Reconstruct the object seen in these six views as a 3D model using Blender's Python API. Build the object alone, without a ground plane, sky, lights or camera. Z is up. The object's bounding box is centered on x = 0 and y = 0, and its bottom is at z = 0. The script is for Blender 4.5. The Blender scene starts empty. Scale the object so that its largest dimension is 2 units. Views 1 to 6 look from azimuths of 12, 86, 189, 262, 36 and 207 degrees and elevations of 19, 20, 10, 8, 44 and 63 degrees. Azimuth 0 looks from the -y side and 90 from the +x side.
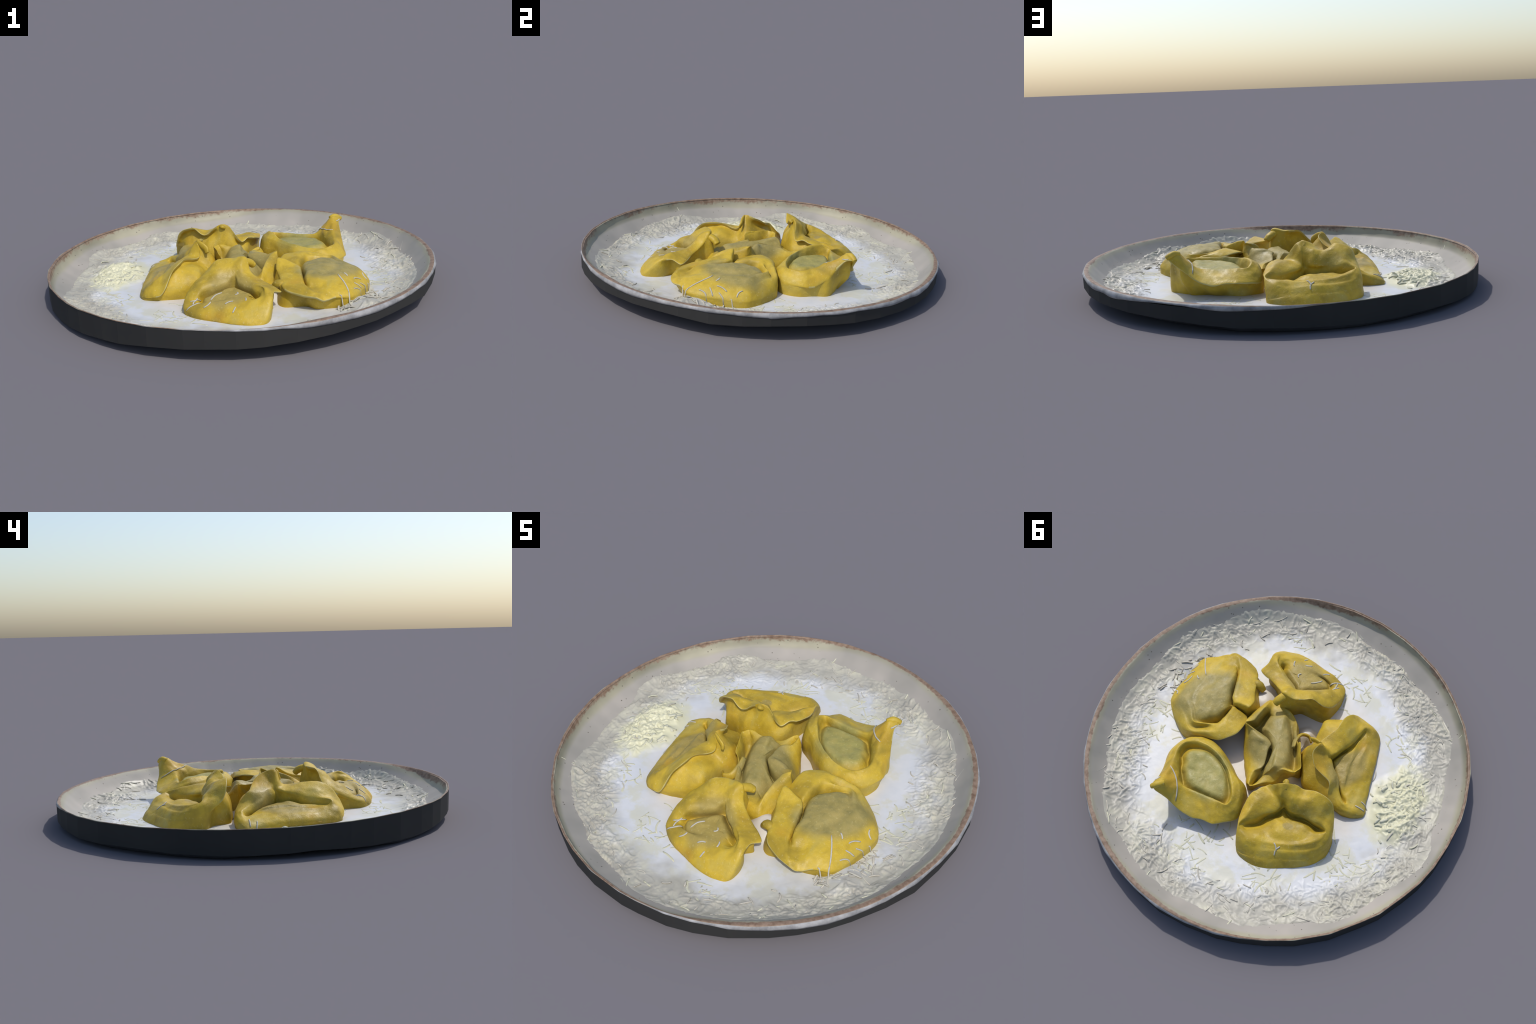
"""Six tortelloni in a pool of cream with grated cheese on a hand-made stoneware plate."""
import bpy, math, random
import numpy as np
from mathutils import Vector
from mathutils.bvhtree import BVHTree

rng = random.Random(41)
nrng = np.random.default_rng(41)

# --------------------------------------------------------------------------
# noise and splines
# --------------------------------------------------------------------------
def _hash(i, j, k):
    h = (i * 374761393 + j * 668265263 + k * 2147483647 + 1274126177) & 0xffffffff
    h = ((h ^ (h >> 13)) * 1274126177) & 0xffffffff
    h = ((h ^ (h >> 16)) * 2246822519) & 0xffffffff
    return ((h ^ (h >> 15)) & 0xffffff) / float(0xffffff)

def noise3(x, y, z):
    """Smooth value noise in -1..1 on arrays."""
    x, y, z = np.broadcast_arrays(np.asarray(x, float), np.asarray(y, float), np.asarray(z, float))
    i, j, k = (np.floor(v).astype(np.int64) for v in (x, y, z))
    f = [v - np.floor(v) for v in (x, y, z)]
    u, v, w = (t * t * t * (t * (t * 6 - 15) + 10) for t in f)
    def c(a, b, d):
        return _hash(i + a, j + b, k + d)
    x00 = c(0, 0, 0) * (1 - u) + c(1, 0, 0) * u
    x10 = c(0, 1, 0) * (1 - u) + c(1, 1, 0) * u
    x01 = c(0, 0, 1) * (1 - u) + c(1, 0, 1) * u
    x11 = c(0, 1, 1) * (1 - u) + c(1, 1, 1) * u
    return ((x00 * (1 - v) + x10 * v) * (1 - w) + (x01 * (1 - v) + x11 * v) * w) * 2 - 1

def fbm(x, y, z, octaves=4):
    s, a, t = 0.0, 1.0, 0.0
    for o in range(octaves):
        s = s + a * noise3(x * 2 ** o + 17.3 * o, y * 2 ** o + 5.1 * o, z * 2 ** o)
        t += a
        a *= 0.5
    return s / t

def smoothstep(a, b, x):
    t = np.clip((x - a) / (b - a), 0, 1)
    return t * t * (3 - 2 * t)

def spline(P, n, closed):
    """Centripetal Catmull-Rom through P (k, ..., 3), n samples per span."""
    P = np.asarray(P, float)
    k = len(P)
    spans = k if closed else k - 1
    out = []
    ts = np.linspace(0, 1, n, endpoint=False)
    for i in range(spans):
        if closed:
            p0, p1, p2, p3 = P[(i - 1) % k], P[i], P[(i + 1) % k], P[(i + 2) % k]
        else:
            p1, p2 = P[i], P[i + 1]
            p0 = P[i - 1] if i > 0 else 2 * p1 - p2
            p3 = P[i + 2] if i + 2 < k else 2 * p2 - p1
        def knot(a, b):
            return np.maximum(np.linalg.norm(b - a, axis=-1, keepdims=True), 1e-4) ** 0.5
        t1 = knot(p0, p1); t2 = t1 + knot(p1, p2); t3 = t2 + knot(p2, p3)
        for s in ts:
            t = t1 + (t2 - t1) * s
            a1 = (t1 - t) / t1 * p0 + t / t1 * p1
            a2 = (t2 - t) / (t2 - t1) * p1 + (t - t1) / (t2 - t1) * p2
            a3 = (t3 - t) / (t3 - t2) * p2 + (t - t2) / (t3 - t2) * p3
            b1 = (t2 - t) / t2 * a1 + t / t2 * a2
            b2 = (t3 - t) / (t3 - t1) * a2 + (t - t1) / (t3 - t1) * a3
            out.append((t2 - t) / (t2 - t1) * b1 + (t - t1) / (t2 - t1) * b2)
    if not closed:
        out.append(P[-1])
    return np.array(out)

# --------------------------------------------------------------------------
# scene helpers
# --------------------------------------------------------------------------
scene = bpy.context.scene

def link(obj, parent=None):
    scene.collection.objects.link(obj)
    if parent:
        obj.parent = parent
    return obj

def empty(name, loc=(0, 0, 0), label=None, category=None):
    o = bpy.data.objects.new(name, None)
    o.location = loc
    o.empty_display_size = 0.1
    link(o)
    if label:
        o["label"] = label
        o["category"] = category
    return o

def make_mesh(name, verts, faces, mat=None, smooth=True):
    me = bpy.data.meshes.new(name)
    me.from_pydata([tuple(v) for v in verts], [], [tuple(f) for f in faces])
    me.update()
    if smooth:
        me.shade_smooth()
    else:
        me.shade_flat()
    if mat:
        me.materials.append(mat)
    return me

def grid_faces(rows, cols, closed=True, offset=0):
    f = []
    for r in range(rows - 1):
        for c in range(cols if closed else cols - 1):
            d = (c + 1) % cols
            f.append((offset + r * cols + c, offset + r * cols + d,
                      offset + (r + 1) * cols + d, offset + (r + 1) * cols + c))
    return f

def tube(points, radii, sides=10, n=6, flat=1.0, squash=(0, 0, 1)):
    """Closed rounded tube along a spline; flat < 1 squashes it along one axis."""
    P = spline(np.asarray(points, float), n, False)
    R = np.interp(np.linspace(0, 1, len(P)), np.linspace(0, 1, len(radii)), radii)
    verts, faces = [], []
    prev = Vector(squash)
    for i, p in enumerate(P):
        t = Vector(P[min(i + 1, len(P) - 1)] - P[max(i - 1, 0)]).normalized()
        nrm = (prev - t * prev.dot(t)).normalized()
        prev = nrm
        b = t.cross(nrm)
        for s in range(sides):
            a = 2 * math.pi * s / sides
            v = Vector(p) + b * (math.cos(a) * R[i]) + nrm * (math.sin(a) * R[i] * flat)
            verts.append(v)
    faces = grid_faces(len(P), sides)
    faces = [tuple(reversed(f)) for f in faces]
    m = len(P)
    verts.append(Vector(P[0])); verts.append(Vector(P[-1]))
    for s in range(sides):
        d = (s + 1) % sides
        faces.append((m * sides, s, d))
        faces.append((m * sides + 1, (m - 1) * sides + d, (m - 1) * sides + s))
    return verts, faces

# --------------------------------------------------------------------------
# materials
# --------------------------------------------------------------------------
class Nodes:
    def __init__(self, name):
        self.mat = bpy.data.materials.new(name)
        self.mat.use_nodes = True
        self.nt = self.mat.node_tree
        self.bsdf = self.nt.nodes["Principled BSDF"]
        self.co = self.add("ShaderNodeTexCoord").outputs["Object"]
    def add(self, kind, **kw):
        n = self.nt.nodes.new(kind)
        for k, v in kw.items():
            setattr(n, k, v)
        return n
    def wire(self, a, b):
        self.nt.links.new(a, b)
    def noise(self, scale, detail=3.0, rough=0.55, vec=None, distort=0.0):
        n = self.add("ShaderNodeTexNoise")
        n.inputs["Scale"].default_value = scale
        n.inputs["Detail"].default_value = detail
        n.inputs["Roughness"].default_value = rough
        n.inputs["Distortion"].default_value = distort
        self.wire(vec or self.co, n.inputs["Vector"])
        return n.outputs["Fac"]
    def ramp(self, fac, stops):
        r = self.add("ShaderNodeValToRGB")
        els = r.color_ramp.elements
        while len(els) < len(stops):
            els.new(0.5)
        for e, (p, c) in zip(els, stops):
            e.position = p
            e.color = (*c, 1) if len(c) == 3 else c
        self.wire(fac, r.inputs["Fac"])
        return r.outputs["Color"]
    def smooth(self, val, a, b, lo=0.0, hi=1.0):
        m = self.add("ShaderNodeMapRange", interpolation_type='SMOOTHSTEP')
        for k, v in (("From Min", a), ("From Max", b), ("To Min", lo), ("To Max", hi)):
            m.inputs[k].default_value = v
        self.wire(val, m.inputs["Value"])
        return m.outputs["Result"]
    def math(self, op, a, b=None):
        m = self.add("ShaderNodeMath", operation=op)
        for i, v in enumerate((a, b)):
            if v is None:
                continue
            if isinstance(v, (int, float)):
                m.inputs[i].default_value = v
            else:
                self.wire(v, m.inputs[i])
        return m.outputs[0]
    def mix(self, fac, a, b, blend='MIX'):
        m = self.add("ShaderNodeMix", data_type='RGBA', blend_type=blend)
        if isinstance(fac, (int, float)):
            m.inputs[0].default_value = fac
        else:
            self.wire(fac, m.inputs[0])
        for i, v in ((6, a), (7, b)):
            if isinstance(v, tuple):
                m.inputs[i].default_value = (*v, 1)
            else:
                self.wire(v, m.inputs[i])
        return m.outputs[2]
    def mapped(self, loc=(0, 0, 0), rot=(0, 0, 0), scale=(1, 1, 1), kind='POINT'):
        m = self.add("ShaderNodeMapping", vector_type=kind)
        m.inputs["Location"].default_value = loc
        m.inputs["Rotation"].default_value = rot
        m.inputs["Scale"].default_value = scale
        self.wire(self.co, m.inputs["Vector"])
        return m.outputs["Vector"]
    def length(self, vec):
        m = self.add("ShaderNodeVectorMath", operation='LENGTH')
        self.wire(vec, m.inputs[0])
        return m.outputs["Value"]
    def bump(self, height, strength, dist):
        b = self.add("ShaderNodeBump")
        b.inputs["Strength"].default_value = strength
        b.inputs["Distance"].default_value = dist
        self.wire(height, b.inputs["Height"])
        self.wire(b.outputs["Normal"], self.bsdf.inputs["Normal"])
    def finish(self, color, rough=0.5, spec=0.5):
        if isinstance(color, tuple):
            self.bsdf.inputs["Base Color"].default_value = (*color, 1)
        else:
            self.wire(color, self.bsdf.inputs["Base Color"])
        if isinstance(rough, (int, float)):
            self.bsdf.inputs["Roughness"].default_value = rough
        else:
            self.wire(rough, self.bsdf.inputs["Roughness"])
        self.bsdf.inputs["Specular IOR Level"].default_value = spec
        return self.mat

def dough_material(name, centre, radii, turn, tint, filling):
    """Egg dough: golden with paler floury specks; the filling shows olive through it."""
    n = Nodes(name)
    patch = n.noise(7.0, 3.0, 0.6, distort=0.4)
    gold = n.ramp(patch, [(0.28, (0.28, 0.20, 0.022)), (0.42, (0.40, 0.275, 0.024)),
                          (0.56, (0.53, 0.365, 0.030)), (0.72, (0.47, 0.355, 0.065))])
    warm = n.smooth(n.noise(4.3, 2.0, 0.5, vec=n.mapped(loc=(3.1, 1.7, 0.4))), 0.58, 0.74)
    gold = n.mix(n.math('MULTIPLY', warm, 0.55), gold, (0.47, 0.255, 0.016))
    pale = n.smooth(n.noise(5.2, 3.0, 0.6, vec=n.mapped(loc=(7.7, 2.2, 5.0))), 0.55, 0.75)
    gold = n.mix(n.math('MULTIPLY', pale, 0.55), gold, (0.43, 0.375, 0.115))
    fill = n.ramp(n.noise(16.0, 4.0, 0.6), [(0.3, filling[0]), (0.5, filling[1]), (0.7, filling[2])])
    v = n.mapped(loc=(centre[0], centre[1], 0), rot=(0, 0, turn),
                 scale=(radii[0], radii[1], 1e6), kind='TEXTURE')
    d = n.math('ADD', n.length(v), n.math('MULTIPLY', n.math('SUBTRACT', n.noise(9.0, 2.0), 0.5), 0.5))
    col = n.mix(n.smooth(d, 1.18, 0.72), gold, fill)
    speck = n.smooth(n.noise(95.0, 2.0, 0.6), 0.60, 0.74)
    col = n.mix(n.math('MULTIPLY', speck, 0.28), col, (0.66, 0.56, 0.26))
    fine = n.smooth(n.noise(34.0, 4.0, 0.65), 0.35, 0.70)
    col = n.mix(n.math('MULTIPLY', fine, 0.22), col, (0.30, 0.215, 0.03))
    col = n.mix(1.0, col, tint, blend='MULTIPLY')
    n.bump(n.math('ADD', n.noise(60.0, 4.0, 0.6), n.math('MULTIPLY', n.noise(170.0, 2.0), 0.5)), 0.35, 0.004)
    return n.finish(col, n.smooth(n.noise(22.0, 2.0), 0.3, 0.7, 0.42, 0.62), 0.34)

def dough_edge_material():
    n = Nodes("dough_edge")
    col = n.ramp(n.noise(18.0, 3.0), [(0.3, (0.42, 0.34, 0.085)), (0.7, (0.50, 0.42, 0.16))])
    return n.finish(col, 0.45, 0.35)

def glaze_material():
    n = Nodes("speckled_glaze")
    c = n.mapped(loc=(PLATE_C[0], PLATE_C[1], 0), scale=(1, 1, 1e6), kind='TEXTURE')
    r = n.length(c)
    cloud = n.noise(3.1, 3.0, 0.55)
    low = n.ramp(cloud, [(0.30, (0.285, 0.27, 0.235)), (0.50, (0.345, 0.32, 0.28)), (0.70, (0.395, 0.36, 0.315))])
    high = n.ramp(cloud, [(0.32, (0.225, 0.215, 0.155)), (0.52, (0.315, 0.295, 0.215)), (0.70, (0.38, 0.355, 0.26))])
    col = n.mix(n.smooth(n.math('ADD', r, n.math('MULTIPLY', n.math('SUBTRACT', cloud, 0.5), 0.05)), 0.945, 0.972), low, high)
    # sparse iron specks
    vor = n.add("ShaderNodeTexVoronoi")
    vor.inputs["Scale"].default_value = 34.0
    n.wire(n.co, vor.inputs["Vector"])
    keep = n.smooth(n.noise(24.0, 1.0, vec=n.mapped(loc=(5, 9, 2))), 0.50, 0.54)
    dot = n.math('MULTIPLY', n.smooth(vor.outputs["Distance"], 0.16, 0.09), keep)
    col = n.mix(n.math('MULTIPLY', dot, 0.8), col, (0.10, 0.085, 0.065))
    # raw brown clay along the edge, feathered inwards in short streaks
    ang = n.add("ShaderNodeTexNoise")
    ang.inputs["Scale"].default_value = 55.0
    ang.inputs["Detail"].default_value = 3.0
    n.wire(n.co, ang.inputs["Vector"])
    slow = n.math('MULTIPLY', n.math('SUBTRACT', n.noise(4.0, 2.0), 0.5), 0.022)
    sep = n.add("ShaderNodeSeparateXYZ")
    n.wire(n.co, sep.inputs[0])
    slow = n.math('ADD', slow, n.smooth(sep.outputs["X"], -0.5, 0.5, 0.0, 0.010))
    rr = n.math('ADD', n.math('ADD', r, slow), n.math('MULTIPLY', n.math('SUBTRACT', ang.outputs["Fac"], 0.5), 0.016))
    brown = n.ramp(n.noise(40.0, 3.0), [(0.3, (0.15, 0.092, 0.058)), (0.7, (0.29, 0.205, 0.145))])
    edge = n.math('MULTIPLY', n.smooth(rr, 0.977, 0.984), n.smooth(r, 0.9945, 0.9915))
    col = n.mix(edge, col, brown)
    lip = n.math('MULTIPLY', n.smooth(r, 0.9915, 0.9945), n.smooth(sep.outputs["X"], -0.45, -0.1))
    white = n.ramp(n.noise(15.0, 4.0, 0.65), [(0.3, (0.16, 0.16, 0.165)), (0.5, (0.28, 0.277, 0.275)), (0.7, (0.40, 0.395, 0.395))])
    col = n.mix(lip, col, white)
    n.bump(n.noise(48.0, 3.0), 0.12, 0.004)
    return n.finish(col, 0.55, 0.3)

def clay_material():
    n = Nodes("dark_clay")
    col = n.ramp(n.noise(2.6, 3.0), [(0.3, (0.030, 0.030, 0.029)), (0.7, (0.038, 0.037, 0.035))])
    return n.finish(col, 0.75, 0.2)

def underside_material():
    n = Nodes("grey_underglaze")
    col = n.ramp(n.noise(4.0, 4.0, 0.6), [(0.3, (0.045, 0.046, 0.05)), (0.7, (0.11, 0.11, 0.115))])
    return n.finish(col, 0.5, 0.3)

def cream_material():
    n = Nodes("cream")
    c = n.mapped(scale=(1, 1, 1e6), kind='TEXTURE')
    r = n.math('ADD', n.length(c), n.math('MULTIPLY', n.math('SUBTRACT', n.noise(5.0, 3.0), 0.5), 0.35))
    white = n.ramp(n.noise(9.0, 4.0, 0.6), [(0.3, (0.56, 0.58, 0.60)), (0.7, (0.63, 0.635, 0.635))])
    warm = n.ramp(n.noise(12.0, 3.0), [(0.3, (0.63, 0.575, 0.49)), (0.7, (0.66, 0.625, 0.57))])
    col = n.mix(n.smooth(r, 0.62, 0.34), white, warm)
    yellow = n.math('MULTIPLY', n.smooth(n.noise(7.5, 5.0, 0.65, vec=n.mapped(loc=(2.0, 4.0, 1.0))), 0.47, 0.62),
                    n.smooth(r, 0.42, 0.66))
    col = n.mix(n.math('MULTIPLY', yellow, 0.7), col, (0.555, 0.54, 0.41))
    outer = n.smooth(r, 0.67, 0.84)
    crust = n.ramp(n.noise(11.0, 4.0, 0.6), [(0.3, (0.335, 0.32, 0.27)), (0.52, (0.425, 0.405, 0.335)), (0.72, (0.52, 0.50, 0.385))])
    col = n.mix(outer, col, crust)
    heap = n.length(n.mapped(loc=(MOUND[0], MOUND[1], 0), scale=(0.15, 0.24, 1e6), kind='TEXTURE'))
    heap = n.smooth(n.math('ADD', heap, n.math('MULTIPLY', n.math('SUBTRACT', n.noise(14.0, 3.0), 0.5), 0.8)), 1.1, 0.7)
    col = n.mix(n.math('MULTIPLY', heap, 0.85), col, (0.63, 0.61, 0.40))
    n.bump(n.noise(40.0, 4.0, 0.6), 0.10, 0.006)
    return n.finish(col, 0.42, 0.35)

def cheese_material(name, a, b):
    n = Nodes(name)
    geo = n.add("ShaderNodeNewGeometry")
    col = n.ramp(geo.outputs["Random Per Island"], [(0.0, a), (1.0, b)])
    n.bump(n.noise(120.0, 2.0), 0.2, 0.002)
    return n.finish(col, 0.7, 0.2)

# --------------------------------------------------------------------------
# plate
# --------------------------------------------------------------------------
PLATE_C = (-0.004, 0.0)
TAU = 2 * math.pi

# unevenly spaced corners of the faceted rim
_corner = np.cumsum(nrng.uniform(0.7, 1.4, 46))
_corner = _corner / _corner[-1] * TAU
_corner_r = 0.9945 + nrng.uniform(-0.003, 0.003, 46)

def lip_weight(a):
    """A pale glaze lip hangs over the edge on the +x half only."""
    return smoothstep(-0.25, 0.35, np.cos(a - 0.22))

def rim_radius(a):
    a = np.mod(a, TAU)
    i = np.searchsorted(_corner, a) % 46
    a1 = _corner[i]; a0 = _corner[i - 1]
    a0 = np.where(a0 > a1, a0 - TAU, a0)
    a = np.where(a > a1, a - TAU, a)
    r0, r1 = _corner_r[i - 1], _corner_r[i]
    return r0 * r1 * np.sin(a1 - a0) / (r0 * np.sin(a - a0) + r1 * np.sin(a1 - a))

def rim_height(a):
    return 0.140 + 0.007 * np.cos(a) - 0.0143 * np.sin(a) + 0.0012 * np.cos(2 * a)

# inside of the dish: height against distance inside the rim
DISH_T = np.array([0.0, 0.005, 0.011, 0.019, 0.030, 0.045, 0.065, 0.085, 0.105, 0.145, 0.21, 0.31, 1.0])
DISH_Z = np.array([1.0, 0.985, 0.90, 0.70, 0.575, 0.50, 0.40, 0.30, 0.21, 0.11, 0.045, 0.0, 0.0])
# the lipped side has a broader ledge inside the rim
LEDGE_T = np.array([0.0, 0.010, 0.022, 0.035, 0.050, 0.065, 0.085, 0.110, 0.150, 0.21, 0.31, 1.0])
LEDGE_Z = np.array([1.0, 1.0, 0.985, 0.88, 0.73, 0.58, 0.41, 0.25, 0.12, 0.05, 0.0, 0.0])

def floor_z(x, y):
    """The plate stands a little askew: its floor dips towards -x and +y."""
    x = np.asarray(x)
    return 0.0255 + np.where(x > 0, 0.010, 0.020) * x - 0.010 * np.asarray(y)

def dish_z(x, y):
    dx, dy = np.asarray(x) - PLATE_C[0], np.asarray(y) - PLATE_C[1]
    r, a = np.hypot(dx, dy), np.arctan2(dy, dx)
    t = np.maximum(rim_radius(a) - r, 0)
    k = np.interp(t, DISH_T, DISH_Z)
    k = k + (np.interp(t, LEDGE_T, LEDGE_Z) - k) * lip_weight(a)
    fl = floor_z(x, y)
    return fl + k * (rim_height(a) - fl) + 0.003 * smoothstep(0.0, 0.03, t) * fbm(x * 9.0, y * 9.0, 1.5, 3)

def polar(a, r, z):
    return np.stack([PLATE_C[0] + r * np.cos(a), PLATE_C[1] + r * np.sin(a), z], -1)

plate = empty("plate", (0, 0, 0), "round speckled stoneware plate with raw brown rim and dark faceted side", "plate")
glaze, clay, under = glaze_material(), clay_material(), underside_material()

cols = 368
ang = np.linspace(0, TAU, cols, endpoint=False)
R = rim_radius(ang); Z = rim_height(ang); L = lip_weight(ang)
rows = []
for t in (0.985, 0.8, 0.6, 0.45, 0.35, 0.27, 0.2, 0.16, 0.13, 0.11, 0.095, 0.08, 0.07, 0.06, 0.052, 0.045, 0.038, 0.032, 0.027, 0.022, 0.018, 0.014, 0.010, 0.006, 0.003):
    r = np.maximum(R - t, 0.002)
    p = polar(ang, r, 0 * r)
    p[:, 2] = dish_z(p[:, 0], p[:, 1])
    rows.append(p)
rows.append(polar(ang, R - 0.0005, Z - 0.001))
drip = L * (0.018 + 0.011 * noise3(ang * 3.2, 0.3, 0.0) + 0.005 * noise3(ang * 9, 0.7, 0.0))
LIP_R = R + 0.008 * L
rows.append(polar(ang, R + 0.004 * L, Z - 0.003 - 0.12 * drip))
rows.append(polar(ang, LIP_R, Z - 0.004 - 0.5 * drip))
rows.append(polar(ang, LIP_R - 0.002, Z - 0.004 - drip))
rows.append(polar(ang, LIP_R - 0.012, Z - 0.006 - drip))
V = np.concatenate(rows)
link(bpy.data.objects.new("dish", make_mesh("dish", V, grid_faces(len(rows), cols), glaze)), plate)

# foot outline and height where the straight side ends, both by azimuth in degrees
SIDE = [(-180, .89, .020), (-172, .87, .026), (-151, .975, .012), (-136, .962, .020), (-120, .95, .030), (-108, .905, .043),
        (-94, .855, .058), (-74, .84, .066), (-57, .84, .077), (-43, .84, .089), (-30, .825, .087), (-15, .85, .070),
        (5, .805, .084), (26, .855, .065), (44, .88, .058), (57, .865, .054), (75, .885, .042), (88, .935, .030),
        (117, .96, .020), (143, .94, .026), (165, .97, .012), (180, .89, .020)]
FOOT_AZ, FOOT_R, WALL_Z = zip(*SIDE)

def side_ring(a):
    d = np.degrees(np.mod(a + math.pi, TAU) - math.pi)
    return np.interp(d, FOOT_AZ, FOOT_R), np.interp(d, FOOT_AZ, WALL_Z)

ca = _corner
fr, wz = side_ring(ca)
wz = wz + nrng.uniform(-0.002, 0.004, 46)
lw = lip_weight(ca)
cr = _corner_r + 0.005 * lw
top = rim_height(ca) - 0.0025 - 0.014 * lw
V = np.concatenate([polar(ca, cr - 0.0015, top), polar(ca, cr - 0.003, wz)])
link(bpy.data.objects.new("side_wall", make_mesh("side_wall", V, [tuple(reversed(f)) for f in grid_faces(2, 46)], clay, smooth=False)), plate)

rows = []
for s, k in ((0.0, 1.0), (0.3, 0.70), (0.65, 0.35), (0.9, 0.10), (1.0, 0.012)):
    rows.append(polar(ca, (cr - 0.003) * (1 - s) + (fr) * s, wz * k))
rows.append(polar(ca, fr - 0.12, np.zeros(46) + 0.0))
rows.append(polar(ca, fr * 0 + 0.3, np.zeros(46) + 0.0))
V = np.concatenate(rows)
F = [tuple(reversed(f)) for f in grid_faces(len(rows), 46)] + [tuple(range(len(V) - 46, len(V)))[::-1]]
link(bpy.data.objects.new("underside", make_mesh("underside", V, F, under)), plate)

# --------------------------------------------------------------------------
# cream pool with its crust of cheese
# --------------------------------------------------------------------------
MOUND = (-0.665, -0.02)
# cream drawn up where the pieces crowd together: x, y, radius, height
WELLS = [(0.655, -0.37, 0.13, 0.034), (0.21, -0.295, 0.11, 0.06), (-0.09, -0.20, 0.07, 0.045), (0.0, 0.19, 0.06, 0.045), (-0.10, 0.06, 0.06, 0.05)]

def crust_weight(x, y):
    r, a = np.hypot(x, y), np.arctan2(y, x)
    ri = 0.745 + 0.06 * noise3(np.cos(a) * 2.3, np.sin(a) * 2.3, 3.0) + 0.03 * noise3(x * 9, y * 9, 4.0)
    ro = 0.915 + 0.03 * noise3(np.cos(a) * 4.0, np.sin(a) * 4.0, 8.0)
    ring = smoothstep(ri - 0.05, ri + 0.07, r) * (1 - smoothstep(ro - 0.03, ro + 0.02, r))
    m = np.hypot((x - MOUND[0]) / 0.13, (y - MOUND[1]) / 0.22)
    mound = 1 - smoothstep(0.6, 1.15, m + 0.15 * noise3(x * 14, y * 14, 6.0))
    ring = ring * (0.45 + 0.55 * smoothstep(-0.35, 0.15, fbm(x * 5.0, y * 5.0, 31.0, 3)))
    return ring, mound

def cream_z(x, y):
    x, y = np.asarray(x, float), np.asarray(y, float)
    r, a = np.hypot(x, y), np.arctan2(y, x)
    ring, mound = crust_weight(x, y)
    ro = 0.915 + 0.03 * noise3(np.cos(a) * 4.0, np.sin(a) * 4.0, 8.0)
    lumps = 0.5 + 0.5 * fbm(x * 22, y * 22, 2.0, 4)
    ridge = 1 - np.abs(fbm(x * 15, y * 15, 9.0, 3)) * 2
    clots = 0.5 + 0.5 * noise3(x * 30, y * 30, 12.0)
    base = np.maximum(floor_z(x, y) + 0.0055, dish_z(x, y) + 0.0045 * (1 - smoothstep(ro - 0.12, ro - 0.01, r)) + 0.0004) + 0.0016 * fbm(x * 7, y * 7, 5.0, 4)
    z = base + ring * (0.001 + 0.009 * lumps * (0.5 + 0.5 * np.clip(ridge, 0, 1))) + mound * (0.006 + 0.020 * clots ** 1.5)
    for cx, cy, rad, h in WELLS:
        z = z + h * (1 - smoothstep(0.15, 1.0, np.hypot(x - cx, y - cy) / rad))
    out = 1 - smoothstep(ro - 0.025, ro + 0.015, r)
    return z * out + (dish_z(x, y) - 0.006) * (1 - out)

cols = 1180
rr = np.concatenate([np.linspace(0.004, 0.56, 70, endpoint=False), np.linspace(0.56, 0.965, 118)])
aa = np.linspace(0, TAU, cols, endpoint=False)
gr, ga = np.meshgrid(rr, aa, indexing='ij')
X, Y = gr * np.cos(ga), gr * np.sin(ga)
ring_w, mound_w = crust_weight(X, Y)
relief = np.zeros_like(X)

def wandering(x, y, heading, length, curl, n=6):
    pts = []
    h = heading - curl / 2
    step = length / (n - 1)
    for i in range(n):
        pts.append((x, y))
        x += math.cos(h) * step; y += math.sin(h) * step
        h += curl / (n - 1)
    return np.array(pts)

def emboss(xy, width, height):
    """Raise a soft shred-shaped ridge in the crust."""
    c = xy.mean(0)
    reach = np.abs(xy - c).max() + width * 2
    rc, ac = np.hypot(*c), math.atan2(c[1], c[0]) % TAU
    i0, i1 = np.searchsorted(rr, rc - reach), np.searchsorted(rr, rc + reach)
    span = int(reach / max(rc, 0.1) / TAU * cols) + 2
    js = (int(ac / TAU * cols) + np.arange(-span, span + 1)) % cols
    px, py = X[i0:i1][:, js], Y[i0:i1][:, js]
    d = np.full(px.shape, 9.0)
    for (ax, ay), (bx, by) in zip(xy[:-1], xy[1:]):
        ux, uy = bx - ax, by - ay
        t = np.clip(((px - ax) * ux + (py - ay) * uy) / (ux * ux + uy * uy + 1e-12), 0, 1)
        d = np.minimum(d, np.hypot(px - ax - t * ux, py - ay - t * uy))
    h = height * (1 - smoothstep(width * 0.35, width, d))
    old = relief[i0:i1][:, js]
    new = np.maximum(old * 0.65 + h, old)
    for k, j in enumerate(js):
        relief[i0:i1, j] = new[:, k]

made = 0
while made < 1500:
    a = rng.uniform(0, TAU); r = rng.uniform(0.66, 0.945)
    x, y = r * math.cos(a), r * math.sin(a)
    rw, mw = crust_weight(np.array([x]), np.array([y]))
    if rng.random() > max(rw[0], 0.8 * mw[0]):
        continue
    emboss(wandering(x, y, rng.uniform(0, TAU), rng.uniform(0.025, 0.09), rng.gauss(0, 1.0)),
           rng.uniform(0.005, 0.010), rng.uniform(0.003, 0.0072))
    made += 1
V = np.stack([X, Y, cream_z(X, Y) + relief * (0.9 * ring_w + mound_w).clip(0, 1)], -1).reshape(-1, 3)
F = grid_faces(len(rr), cols) + [tuple(range(cols))[::-1]]
cream = link(bpy.data.objects.new("cream_sauce", make_mesh("cream_sauce", V, F, cream_material())))
cream["label"] = "pool of glossy white cream with lumpy cheese crust"
cream["category"] = "sauce"

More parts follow.
